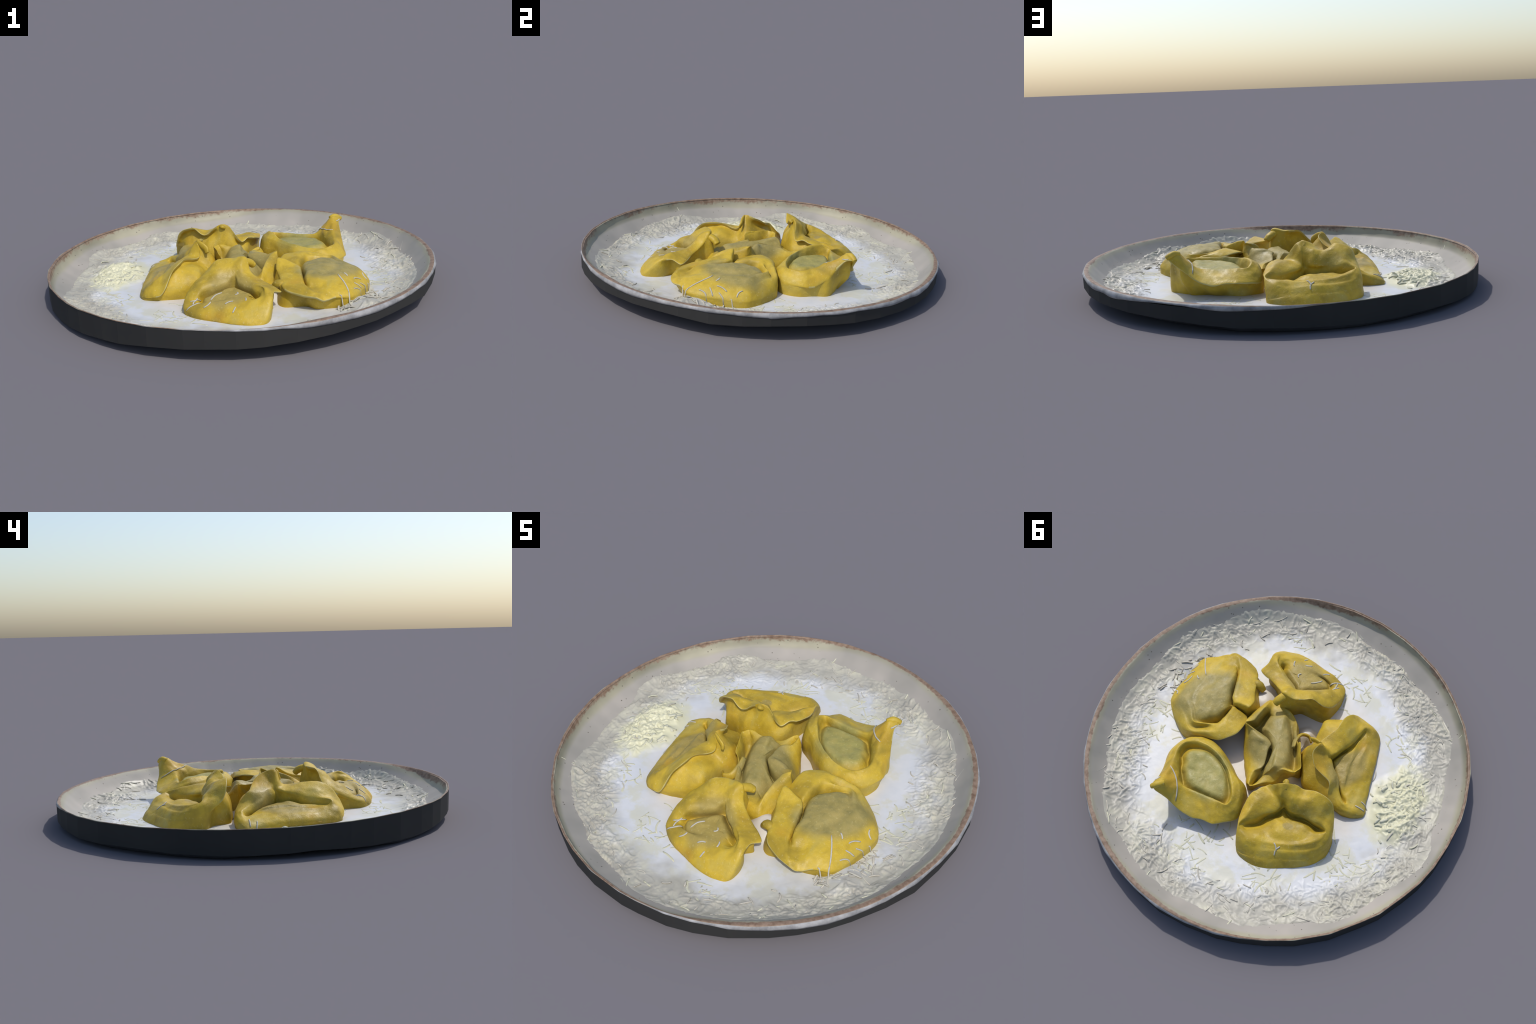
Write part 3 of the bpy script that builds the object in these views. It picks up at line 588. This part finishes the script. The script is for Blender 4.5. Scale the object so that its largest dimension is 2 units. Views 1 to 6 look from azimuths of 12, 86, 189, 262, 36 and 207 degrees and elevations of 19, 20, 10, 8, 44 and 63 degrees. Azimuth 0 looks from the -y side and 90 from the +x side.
        brim_b=[(0.410, 0.093, 0.154), (0.337, 0.080, 0.141), (0.230, 0.135, 0.154), (0.135, 0.205, 0.159), (0.069, 0.255, 0.159), (0.041, 0.340, 0.149), (0.055, 0.391, 0.134), (0.104, 0.428, 0.125), (0.167, 0.450, 0.131), (0.250, 0.452, 0.116), (0.322, 0.447, 0.135), (0.402, 0.457, 0.208), (0.425, 0.435, 0.250), (0.441, 0.396, 0.230), (0.461, 0.324, 0.191), (0.490, 0.258, 0.149), (0.500, 0.183, 0.133), (0.467, 0.118, 0.134)],
        edge=[(0.423, 0.072, 0.120), (0.339, 0.059, 0.120), (0.233, 0.105, 0.100), (0.133, 0.185, 0.100), (0.061, 0.232, 0.090), (0.031, 0.335, 0.100), (0.031, 0.400, 0.091), (0.087, 0.452, 0.100), (0.152, 0.486, 0.110), (0.239, 0.491, 0.090), (0.315, 0.484, 0.115), (0.411, 0.468, 0.175), (0.466, 0.459, 0.222), (0.466, 0.406, 0.212), (0.491, 0.327, 0.140), (0.519, 0.247, 0.090), (0.521, 0.179, 0.100), (0.479, 0.104, 0.110)],
        under=[(0.423, 0.072, 0.103), (0.339, 0.059, 0.103), (0.233, 0.105, 0.086), (0.133, 0.185, 0.086), (0.061, 0.232, 0.078), (0.031, 0.335, 0.086), (0.049, 0.393, 0.104), (0.104, 0.428, 0.108), (0.167, 0.450, 0.114), (0.250, 0.452, 0.099), (0.322, 0.447, 0.118), (0.402, 0.457, 0.191), (0.425, 0.435, 0.233), (0.448, 0.398, 0.200), (0.491, 0.327, 0.120), (0.503, 0.251, 0.101), (0.514, 0.181, 0.093), (0.479, 0.104, 0.095)],
        tuck=[(0.423, 0.072, 0.069), (0.339, 0.059, 0.069), (0.233, 0.105, 0.059), (0.133, 0.185, 0.059), (0.061, 0.232, 0.054), (0.031, 0.335, 0.059), (0.058, 0.386, 0.070), (0.112, 0.419, 0.080), (0.173, 0.439, 0.080), (0.251, 0.440, 0.060), (0.320, 0.435, 0.080), (0.396, 0.447, 0.100), (0.416, 0.427, 0.140), (0.439, 0.390, 0.120), (0.491, 0.327, 0.079), (0.496, 0.250, 0.060), (0.510, 0.183, 0.060), (0.479, 0.104, 0.064)],
        foot=[(0.423, 0.072, 0.010), (0.339, 0.059, 0.010), (0.233, 0.105, 0.010), (0.133, 0.185, 0.010), (0.061, 0.232, 0.010), (0.031, 0.335, 0.010), (0.074, 0.375, 0.010), (0.128, 0.409, 0.010), (0.202, 0.389, 0.010), (0.253, 0.372, 0.010), (0.290, 0.367, 0.010), (0.354, 0.386, 0.010), (0.381, 0.375, 0.010), (0.417, 0.370, 0.010), (0.491, 0.327, 0.010), (0.489, 0.248, 0.010), (0.502, 0.186, 0.010), (0.479, 0.104, 0.010)],
        overhang=[0.0, 0.0, 0.0, 0.0, 0.0, 0.0, 0.6, 1.0, 1.0, 1.0, 1.0, 1.0, 1.0, 0.6, 0.0, 0.4, 0.2, 0.0],
    ),
    'F': dict(
        crown=(0.007, -0.048, 0.160),
        shoulder=[(0.056, -0.190, 0.159), (0.038, -0.198, 0.159), (0.008, -0.163, 0.149), (-0.025, -0.098, 0.149), (-0.049, -0.051, 0.149), (-0.065, -0.001, 0.149), (-0.070, 0.043, 0.159), (-0.060, 0.076, 0.174), (-0.047, 0.085, 0.179), (-0.031, 0.098, 0.177), (-0.015, 0.111, 0.144), (0.000, 0.112, 0.134), (0.012, 0.085, 0.134), (0.013, 0.052, 0.139), (0.013, 0.010, 0.144), (0.025, -0.023, 0.149), (0.074, -0.083, 0.144), (0.105, -0.109, 0.134), (0.105, -0.126, 0.134), (0.090, -0.166, 0.154)],
        crease=[(0.112, -0.212, 0.120), (0.038, -0.238, 0.130), (-0.001, -0.190, 0.115), (-0.056, -0.100, 0.092), (-0.082, -0.057, 0.090), (-0.107, 0.006, 0.090), (-0.117, 0.051, 0.100), (-0.087, 0.073, 0.153), (-0.061, 0.095, 0.165), (-0.024, 0.116, 0.130), (0.005, 0.126, 0.110), (0.038, 0.158, 0.060), (0.033, 0.120, 0.099), (0.030, 0.104, 0.095), (0.037, 0.000, 0.090), (0.045, -0.030, 0.090), (0.120, -0.085, 0.080), (0.178, -0.110, 0.070), (0.160, -0.138, 0.070), (0.150, -0.210, 0.070)],
        roll=[(0.130, -0.243, 0.123), (0.037, -0.243, 0.132), (-0.013, -0.202, 0.123), (-0.061, -0.098, 0.124), (-0.095, -0.072, 0.161), (-0.138, 0.017, 0.158), (-0.146, 0.067, 0.155), (-0.113, 0.085, 0.163), (-0.069, 0.092, 0.163), (-0.035, 0.127, 0.120), (-0.001, 0.150, 0.109), (0.047, 0.216, 0.105), (0.049, 0.135, 0.114), (0.032, 0.100, 0.123), (0.038, 0.009, 0.143), (0.051, -0.034, 0.138), (0.119, -0.073, 0.148), (0.194, -0.076, 0.183), (0.167, -0.118, 0.173), (0.144, -0.203, 0.143)],
        lip=[(0.148, -0.275, 0.125), (0.035, -0.248, 0.135), (-0.025, -0.215, 0.130), (-0.073, -0.093, 0.142), (-0.103, -0.082, 0.181), (-0.150, 0.021, 0.178), (-0.158, 0.073, 0.175), (-0.134, 0.095, 0.173), (-0.077, 0.089, 0.160), (-0.047, 0.138, 0.110), (-0.006, 0.175, 0.107), (0.049, 0.228, 0.125), (0.063, 0.148, 0.126), (0.028, 0.110, 0.140), (0.037, 0.000, 0.163), (0.041, -0.026, 0.158), (0.118, -0.060, 0.168), (0.200, -0.064, 0.203), (0.171, -0.105, 0.193), (0.153, -0.213, 0.163)],
        brim_a=[(0.157, -0.286, 0.115), (0.038, -0.260, 0.123), (-0.025, -0.217, 0.123), (-0.068, -0.106, 0.129), (-0.110, -0.060, 0.170), (-0.146, 0.018, 0.165), (-0.150, 0.058, 0.151), (-0.140, 0.096, 0.165), (-0.082, 0.091, 0.140), (-0.053, 0.140, 0.106), (-0.005, 0.177, 0.101), (0.059, 0.219, 0.115), (0.079, 0.161, 0.115), (0.068, 0.105, 0.125), (0.093, 0.010, 0.152), (0.105, -0.019, 0.178), (0.164, -0.058, 0.180), (0.204, -0.077, 0.195), (0.192, -0.134, 0.180), (0.170, -0.226, 0.145)],
        brim_b=[(0.163, -0.294, 0.106), (0.041, -0.272, 0.104), (-0.026, -0.220, 0.109), (-0.071, -0.116, 0.112), (-0.111, -0.067, 0.138), (-0.146, 0.006, 0.126), (-0.152, 0.047, 0.123), (-0.136, 0.079, 0.126), (-0.087, 0.093, 0.112), (-0.058, 0.142, 0.096), (-0.003, 0.179, 0.088), (0.064, 0.214, 0.101), (0.089, 0.161, 0.096), (0.119, 0.102, 0.095), (0.150, 0.017, 0.115), (0.171, -0.021, 0.140), (0.203, -0.066, 0.140), (0.219, -0.093, 0.140), (0.211, -0.155, 0.140), (0.184, -0.243, 0.115)],
        edge=[(0.169, -0.302, 0.090), (0.045, -0.284, 0.080), (-0.027, -0.223, 0.090), (-0.074, -0.125, 0.090), (-0.111, -0.074, 0.100), (-0.145, -0.006, 0.080), (-0.153, 0.037, 0.090), (-0.131, 0.061, 0.080), (-0.092, 0.095, 0.080), (-0.063, 0.143, 0.080), (-0.001, 0.181, 0.070), (0.069, 0.209, 0.080), (0.100, 0.161, 0.070), (0.140, 0.096, 0.060), (0.180, 0.015, 0.070), (0.203, -0.035, 0.080), (0.220, -0.079, 0.080), (0.235, -0.115, 0.080), (0.231, -0.181, 0.080), (0.199, -0.260, 0.080)],
        under=[(0.169, -0.302, 0.078), (0.045, -0.284, 0.070), (-0.027, -0.223, 0.078), (-0.074, -0.125, 0.078), (-0.111, -0.074, 0.086), (-0.145, -0.006, 0.070), (-0.153, 0.037, 0.078), (-0.131, 0.061, 0.070), (-0.092, 0.095, 0.070), (-0.063, 0.143, 0.070), (-0.001, 0.181, 0.061), (0.069, 0.209, 0.070), (0.100, 0.161, 0.061), (0.140, 0.096, 0.053), (0.180, 0.015, 0.061), (0.203, -0.035, 0.070), (0.220, -0.079, 0.070), (0.235, -0.115, 0.070), (0.231, -0.181, 0.070), (0.199, -0.260, 0.070)],
        tuck=[(0.169, -0.302, 0.054), (0.045, -0.284, 0.049), (-0.027, -0.223, 0.054), (-0.074, -0.125, 0.054), (-0.111, -0.074, 0.059), (-0.145, -0.006, 0.049), (-0.153, 0.037, 0.054), (-0.131, 0.061, 0.049), (-0.092, 0.095, 0.049), (-0.063, 0.143, 0.049), (-0.001, 0.181, 0.044), (0.069, 0.209, 0.049), (0.100, 0.161, 0.044), (0.140, 0.096, 0.039), (0.180, 0.015, 0.044), (0.203, -0.035, 0.049), (0.220, -0.079, 0.049), (0.235, -0.115, 0.049), (0.231, -0.181, 0.049), (0.199, -0.260, 0.049)],
        foot=[(0.169, -0.302, 0.010), (0.045, -0.284, 0.010), (-0.027, -0.223, 0.010), (-0.074, -0.125, 0.010), (-0.111, -0.074, 0.010), (-0.145, -0.006, 0.010), (-0.153, 0.037, 0.010), (-0.131, 0.061, 0.010), (-0.092, 0.095, 0.010), (-0.063, 0.143, 0.010), (-0.001, 0.181, 0.010), (0.069, 0.209, 0.010), (0.100, 0.161, 0.010), (0.140, 0.096, 0.010), (0.180, 0.015, 0.010), (0.203, -0.035, 0.010), (0.220, -0.079, 0.010), (0.235, -0.115, 0.010), (0.231, -0.181, 0.010), (0.199, -0.260, 0.010)],
        overhang=[0.0, 0.0, 0.0, 0.0, 0.0, 0.0, 0.0, 0.0, 0.0, 0.0, 0.0, 0.0, 0.0, 0.0, 0.0, 0.0, 0.0, 0.0, 0.0, 0.0],
    ),
}

RING_ORDER = ('shoulder', 'crease', 'roll', 'lip', 'brim_a', 'brim_b', 'edge', 'under', 'tuck', 'foot')
EDGE_THICK = 0.013
ALONG, ACROSS = 10, 6

def loft(shape):
    """Return vertex rows (row, column, 3) and the row index of each ring."""
    crown = np.array(shape['crown'])
    ring = {k: np.array(shape[k]) for k in RING_ORDER}
    free = np.array(shape['overhang'])[:, None]
    d = ring['under'] - ring['edge'] + np.array([0, 0, -0.02]) * free
    d = d / np.maximum(np.linalg.norm(d, axis=1, keepdims=True), 1e-6)
    rim2 = ring['edge'] + d * EDGE_THICK
    inner = crown + (ring['shoulder'] - crown) * 0.5
    inner[:, 2] = crown[2] * 0.8 + ring['shoulder'][:, 2] * 0.2 + 0.001
    start = crown + (ring['shoulder'] - crown) * 0.04
    start[:, 2] = crown[2] + 0.0015
    ordered = [start, inner, ring['shoulder'], ring['crease'], ring['roll'], ring['lip'], ring['brim_a'], ring['brim_b'],
               ring['edge'], rim2, ring['under'], ring['tuck'], ring['foot']]
    loops = np.array([spline(k, ALONG, True) for k in ordered])
    # free edges ruffle
    m = loops.shape[1]
    f = np.interp(np.arange(m) / ALONG, np.arange(len(free) + 1), np.append(free[:, 0], free[0, 0]))
    run = np.arange(m) / ALONG
    wave = np.stack([noise3(run * 1.3, 0.5, crown[0] * 50), noise3(run * 1.3, 7.5, crown[1] * 50), noise3(run * 1.5, 3.5, crown[0] * 90)], -1)
    fade = np.minimum(1, np.minimum(run, m / ALONG - run))[:, None]
    for k, amp in ((7, 0.004), (8, 0.009), (9, 0.009)):
        loops[k] += wave * f[:, None] * amp * fade
    if shape.get('frill'):
        for k in (4, 5, 6):
            loops[k] += wave * np.array([1, 1, 0.5]) * shape['frill'] * fade
    rows = spline(loops, ACROSS, False)
    index = {'crease': 3 * ACROSS, 'edge': 8 * ACROSS, 'edge_end': 9 * ACROSS, 'foot': 12 * ACROSS}
    return rows, index

def relax(rows, times, amount):
    for _ in range(times):
        lap = (np.roll(rows, 1, 1) + np.roll(rows, -1, 1)) * 0.25
        lap[1:-1] += (rows[:-2] + rows[2:]) * 0.25
        lap[0] += rows[0] * 0.5
        lap[-1] += rows[-1] * 0.5
        rows = rows + (lap - rows) * amount
    return rows

EDGE_MAT = dough_edge_material()
surfaces = []

def tortellone(key, label, mat, extras=()):
    shape = SHAPES[key]
    rows, ix = loft(shape)
    rows = relax(rows, 1, 0.5)
    n_rows, n_cols = rows.shape[:2]
    bound = 1 - np.clip(np.interp(np.arange(n_cols) / ALONG, np.arange(len(shape['overhang']) + 1),
                                  list(shape['overhang']) + shape['overhang'][:1]) * 2, 0, 1)
    a, b = ix['edge'] - 8, ix['foot'] - 2
    for _ in range(14):
        mid = (rows[a - 1:b - 1] + rows[a + 1:b + 1]) * 0.5
        rows[a:b] += (mid - rows[a:b]) * (0.6 * bound)[None, :, None]
    over = list(shape['overhang'])
    V = rows.reshape(-1, 3)
    # soft hand-made wrinkles pushed along the normals
    tmp = make_mesh("tmp", V, grid_faces(n_rows, n_cols))
    N = np.empty(len(V) * 3); tmp.vertex_normals.foreach_get("vector", N); N = N.reshape(-1, 3)
    w = 0.0040 * fbm(V[:, 0] * 16, V[:, 1] * 16, V[:, 2] * 16 + 3, 3) + 0.0010 * fbm(V[:, 0] * 55, V[:, 1] * 55, V[:, 2] * 55, 2)
    V = V + N * w[:, None]
    bpy.data.meshes.remove(tmp)
    crown = np.array(shape['crown'])
    origin = np.array([crown[0], crown[1], 0.02])
    pole = V[:n_cols].mean(0)
    full_v = np.concatenate([V, [pole]])
    faces = grid_faces(n_rows, n_cols)
    cap = [(len(V), (c + 1) % n_cols, c) for c in range(n_cols)]
    whole = make_mesh("whole", full_v - origin, cap + faces)
    # make sure the surface faces outward
    if whole.polygons[0].normal.z < 0:
        whole.flip_normals()
        cap = [tuple(reversed(f)) for f in cap]
        faces = [tuple(reversed(f)) for f in faces]
    N = np.empty(len(full_v) * 3); whole.vertex_normals.foreach_get("vector", N); N = N.reshape(-1, 3)
    bpy.data.meshes.remove(whole)
    surfaces.append((full_v, cap + faces))
    body = empty("tortellone", tuple(origin), label, "pasta")
    def band(a, b):
        return faces[a * n_cols:b * n_cols]
    parts = (("filling_pouch", cap + band(0, ix['crease']), mat),
             ("folded_brim", band(ix['crease'], ix['edge'] - 1), mat),
             ("brim_edge", band(ix['edge'] - 1, ix['edge_end']), EDGE_MAT),
             ("dough_wrap", band(ix['edge_end'], n_rows - 1), mat))
    for name, fs, m in parts:
        used = sorted({i for f in fs for i in f})
        remap = {o: i for i, o in enumerate(used)}
        me = make_mesh(name, full_v[used] - origin, [tuple(remap[i] for i in f) for f in fs], m)
        if m is EDGE_MAT:
            me.materials.append(mat)
            f2 = np.interp(np.arange(n_cols) / ALONG, np.arange(len(over) + 1), over + over[:1])
            me.polygons.foreach_set("material_index", [0 if f2[i % n_cols] > 0.35 else 1 for i in range(len(fs))])
        me.normals_split_custom_set_from_vertices([tuple(N[i]) for i in used])
        link(bpy.data.objects.new(name, me), body)
    for pts, radii, flat in extras:
        v, f = tube([np.array(p) - origin for p in pts], radii, 12, 6, flat)
        link(bpy.data.objects.new("dough_curl", make_mesh("dough_curl", v, f, mat)), body)
    return body

OLIVE = ((0.235, 0.195, 0.058), (0.315, 0.255, 0.080), (0.385, 0.30, 0.10))
GREEN = ((0.25, 0.225, 0.062), (0.325, 0.29, 0.085), (0.39, 0.33, 0.10))
TAN = ((0.28, 0.215, 0.055), (0.36, 0.27, 0.07), (0.42, 0.315, 0.09))

tortellone('A', "plump golden tortellone with broad olive filling and folded brim",
           dough_material("dough_broad", (0.02, 0.0), (0.135, 0.185), -0.5, (1, 1, 1), OLIVE))
tortellone('B', "golden tortellone with twisted brim joined in a peak",
           dough_material("dough_twisted", (-0.02, 0.0), (0.12, 0.12), 0.3, (1, 1, 1), TAN),
           extras=[([(0.066, -0.305, 0.215), (0.082, -0.280, 0.213), (0.100, -0.256, 0.200), (0.112, -0.243, 0.184)], (0.018, 0.023, 0.024, 0.020), 0.8),
                   ([(0.225, -0.335, 0.10), (0.250, -0.342, 0.125), (0.272, -0.345, 0.125), (0.285, -0.36, 0.09)], (0.016, 0.024, 0.024, 0.016), 0.9)])
tortellone('C', "flat triangular golden tortellone with curled brim",
           dough_material("dough_flat", (-0.01, 0.0), (0.07, 0.15), -0.35, (1, 1, 1), TAN),
           extras=[([(-0.215, -0.085, 0.245), (-0.185, -0.098, 0.232), (-0.162, -0.105, 0.214), (-0.155, -0.115, 0.195)], (0.006, 0.008, 0.008, 0.006), 2.0)])
tortellone('D', "round golden tortellone with tall wavy brim",
           dough_material("dough_wavy", (0.0, -0.02), (0.03, 0.02), 0.0, (1, 1, 1), TAN),
           extras=[([(-0.155, 0.215, 0.232), (-0.150, 0.195, 0.244), (-0.142, 0.180, 0.246), (-0.132, 0.19, 0.238)], (0.010, 0.013, 0.013, 0.010), 0.8)])
tortellone('E', "oval tortellone with sunken green filling and pointed tip",
           dough_material("dough_oval", (0.0, 0.0), (0.115, 0.165), 0.75, (1, 1, 1), GREEN),
           extras=[([(0.415, 0.425, 0.235), (0.435, 0.445, 0.240), (0.453, 0.457, 0.232), (0.468, 0.464, 0.222)], (0.014, 0.017, 0.016, 0.013), 0.9)])
SHAPES['F']['frill'] = 0.013          # its free edge is the inner lip
tortellone('F', "narrow olive tortellone lying on its side with ruffled brim",
           dough_material("dough_narrow", (0.03, 0.0), (0.13, 0.21), 0.35, (1, 1, 1), OLIVE),
           extras=[([(-0.135, -0.150, 0.085), (-0.110, -0.175, 0.095), (-0.075, -0.165, 0.105), (-0.062, -0.115, 0.125), (-0.072, -0.060, 0.140)], (0.005, 0.008, 0.009, 0.009, 0.006), 2.2)])

# --------------------------------------------------------------------------
# grated cheese
# --------------------------------------------------------------------------
allv, allf, off = [], [], 0
for v, f in surfaces:
    allv.extend(tuple(p) for p in v)
    allf.extend(tuple(i + off for i in q) for q in f)
    off += len(v)
pasta_bvh = BVHTree.FromPolygons(allv, allf)

def top_z(x, y):
    hit = pasta_bvh.ray_cast(Vector((x, y, 1.0)), Vector((0, 0, -1)))
    return hit[0].z if hit[0] else None

cheese = empty("grated_cheese", (0, 0, 0.04), "scattered pale shreds of grated hard cheese", "cheese")
white_cheese = cheese_material("white_cheese", (0.40, 0.38, 0.32), (0.53, 0.50, 0.42))
yellow_cheese = cheese_material("yellow_cheese", (0.52, 0.51, 0.37), (0.58, 0.57, 0.44))

def shred_strip(points, width, thick):
    """A flat-sided curved shred as closed box strip."""
    P = np.asarray(points, float)
    verts, faces = [], []
    m = len(P)
    for i in range(m):
        t = P[min(i + 1, m - 1)] - P[max(i - 1, 0)]
        t = t / max(np.linalg.norm(t), 1e-9)
        side = np.cross(t, [0, 0, 1.0]); side /= max(np.linalg.norm(side), 1e-9)
        up = np.cross(side, t)
        k = 0.55 if i in (0, m - 1) else 1.0
        for a, b in ((-1, -1), (1, -1), (0.8, 1), (-0.8, 1)):
            verts.append(P[i] + side * a * width * 0.5 * k + up * b * thick * 0.5)
    for i in range(m - 1):
        for s in range(4):
            d = (s + 1) % 4
            faces.append((i * 4 + s, i * 4 + d, (i + 1) * 4 + d, (i + 1) * 4 + s))
    faces.append((3, 2, 1, 0))
    faces.append(tuple((m - 1) * 4 + s for s in range(4)))
    return verts, faces

stuff = {"white": ([], []), "yellow": ([], [])}
named = []
def lay(kind, xy, width, thick, lift, arch, store=True):
    z = cream_z(xy[:, 0], xy[:, 1])
    z = np.convolve(np.pad(z, 1, mode='edge'), [0.25, 0.5, 0.25], 'valid')
    s = np.linspace(-1, 1, len(z))
    z = z + lift + arch * (1 - s * s)
    v, f = shred_strip(np.column_stack([xy, z]), width, thick)
    if store:
        V, Fc = stuff[kind]
        o = len(V)
        V.extend(v); Fc.extend(tuple(i + o for i in q) for q in f)
    else:
        named.append((kind, v, f))

count = 0
while count < 230:                                   # crust around the pool
    a = rng.uniform(0, TAU); r = rng.uniform(0.68, 0.93)
    x, y = r * math.cos(a), r * math.sin(a)
    ring, mound = crust_weight(np.array([x]), np.array([y]))
    if rng.random() > ring[0]:
        continue
    ln = rng.uniform(0.025, 0.085)
    hd = a + math.pi / 2 + rng.gauss(0, 0.75) if rng.random() < 0.6 else rng.uniform(0, TAU)
    xy = wandering(x, y, hd, ln, rng.gauss(0, 0.9))
    big = ln > 0.05 and len(named) < 150
    lay("white" if rng.random() < 0.8 else "yellow", xy, rng.uniform(0.0045, 0.0085), rng.uniform(0.0022, 0.003),
        rng.uniform(0.0, 0.0025), rng.uniform(0, 0.005) if rng.random() < 0.3 else 0.0005, store=not big)
    count += 1
count = 0
while count < 70:                                    # heap on the -x side
    x = MOUND[0] + rng.gauss(0, 0.08); y = MOUND[1] + rng.gauss(0, 0.13)
    ring, mound = crust_weight(np.array([x]), np.array([y]))
    count += 1
    if rng.random() > mound[0] or top_z(x, y):
        continue
    lay("yellow", wandering(x, y, rng.uniform(0, TAU), rng.uniform(0.02, 0.055), rng.gauss(0, 1.2)),
        rng.uniform(0.010, 0.018), 0.007, rng.uniform(-0.002, 0.001), 0.002)
count = 0
while count < 850:                                    # half-sunk shreds in the cream
    a = rng.uniform(0, TAU); r = 0.35 + 0.45 * math.sqrt(rng.random())
    x, y = r * math.cos(a), r * math.sin(a)
    count += 1
    if noise3(x * 5, y * 5, 20.0) < 0.0 or top_z(x, y):
        continue
    lay("yellow", wandering(x, y, rng.uniform(0, TAU), rng.uniform(0.03, 0.085), rng.gauss(0, 0.5)),
        rng.uniform(0.007, 0.013), 0.0018, -0.0005, 0.0)

for k in range(30):                                   # drift of cheese against the broad piece
    a = rng.uniform(-1.25, 0.35)
    x = 0.50 + (0.21 + rng.gauss(0, 0.035)) * math.cos(a); y = -0.22 + (0.25 + rng.gauss(0, 0.03)) * math.sin(a)
    if top_z(x, y):
        continue
    lay("white", wandering(x, y, rng.uniform(0, TAU), rng.uniform(0.03, 0.07), rng.gauss(0, 0.6)),
        rng.uniform(0.006, 0.010), 0.003, rng.uniform(0.0, 0.004), rng.uniform(0, 0.008))

# shreds lying on the pasta: start, end, bend
ON_PASTA = [((0.535, -0.270), (0.600, -0.389), 0.03), ((0.600, -0.389), (0.625, -0.445), -0.05),
            ((0.610, -0.250), (0.640, -0.200), 0.1), ((0.560, -0.235), (0.580, -0.255), 0.1), ((0.615, -0.285), (0.650, -0.270), 0.0),
            ((0.640, -0.240), (0.665, -0.215), 0.0), ((0.655, -0.290), (0.690, -0.250), 0.1), ((0.660, -0.330), (0.700, -0.310), 0.1),
            ((0.620, -0.340), (0.650, -0.300), 0.1), ((0.670, -0.180), (0.700, -0.150), 0.1), ((0.640, -0.120), (0.665, -0.150), -0.2),
            ((0.560, -0.420), (0.585, -0.455), 0.4), ((0.630, -0.395), (0.665, -0.375), 0.2), ((0.690, -0.215), (0.715, -0.200), 0.1),
            ((0.132, -0.533), (0.140, -0.565), 0.1), ((0.079, -0.474), (0.075, -0.500), 0.4), ((-0.040, -0.520), (0.005, -0.470), 0.1),
            ((-0.085, -0.520), (-0.150, -0.560), 0.1), ((-0.120, -0.545), (-0.110, -0.490), 0.1), ((-0.030, -0.555), (-0.060, -0.580), 0.1),
            ((0.045, -0.580), (0.080, -0.565), 0.1), ((0.100, -0.600), (0.090, -0.625), 0.0), ((-0.100, -0.475), (-0.140, -0.520), 0.1),
            ((-0.500, -0.160), (-0.505, -0.100), 0.1), ((-0.500, 0.050), (-0.540, 0.065), 0.1), ((-0.480, 0.085), (-0.530, 0.085), 0.0),
            ((-0.195, 0.455), (-0.220, 0.485), 0.1), ((-0.230, 0.460), (-0.215, 0.480), 0.0), ((-0.215, 0.485), (-0.218, 0.505), 0.0),
            ((0.441, 0.316), (0.345, 0.460), 0.12), ((0.450, 0.400), (0.465, 0.430), 0.0)]
for (x0, y0), (x1, y1), bend in ON_PASTA:
    s = np.linspace(0, 1, 9)
    nx, ny = -(y1 - y0), (x1 - x0)
    xs = x0 + (x1 - x0) * s + nx * bend * 4 * s * (1 - s)
    ys = y0 + (y1 - y0) * s + ny * bend * 4 * s * (1 - s)
    zs = [max(top_z(float(a), float(b)) or 0.0, float(cream_z(a, b))) + 0.0015 for a, b in zip(xs, ys)]
    v, f = shred_strip(np.column_stack([xs, ys, zs]), 0.0068, 0.0035)
    named.append(("white", v, f))

mats = {"white": white_cheese, "yellow": yellow_cheese}
for kind, v, f in named:
    v = np.array(v)
    c = v.mean(0)
    o = link(bpy.data.objects.new("cheese_shred", make_mesh("cheese_shred", v - c, f, mats[kind])), cheese)
    o.location = Vector(c) - cheese.location
for kind, (V, Fc) in stuff.items():
    o = link(bpy.data.objects.new("cheese_crumble", make_mesh("cheese_crumble", np.array(V) - [0, 0, 0.04], Fc, mats[kind])), cheese)
    o["kind"] = "stuff"
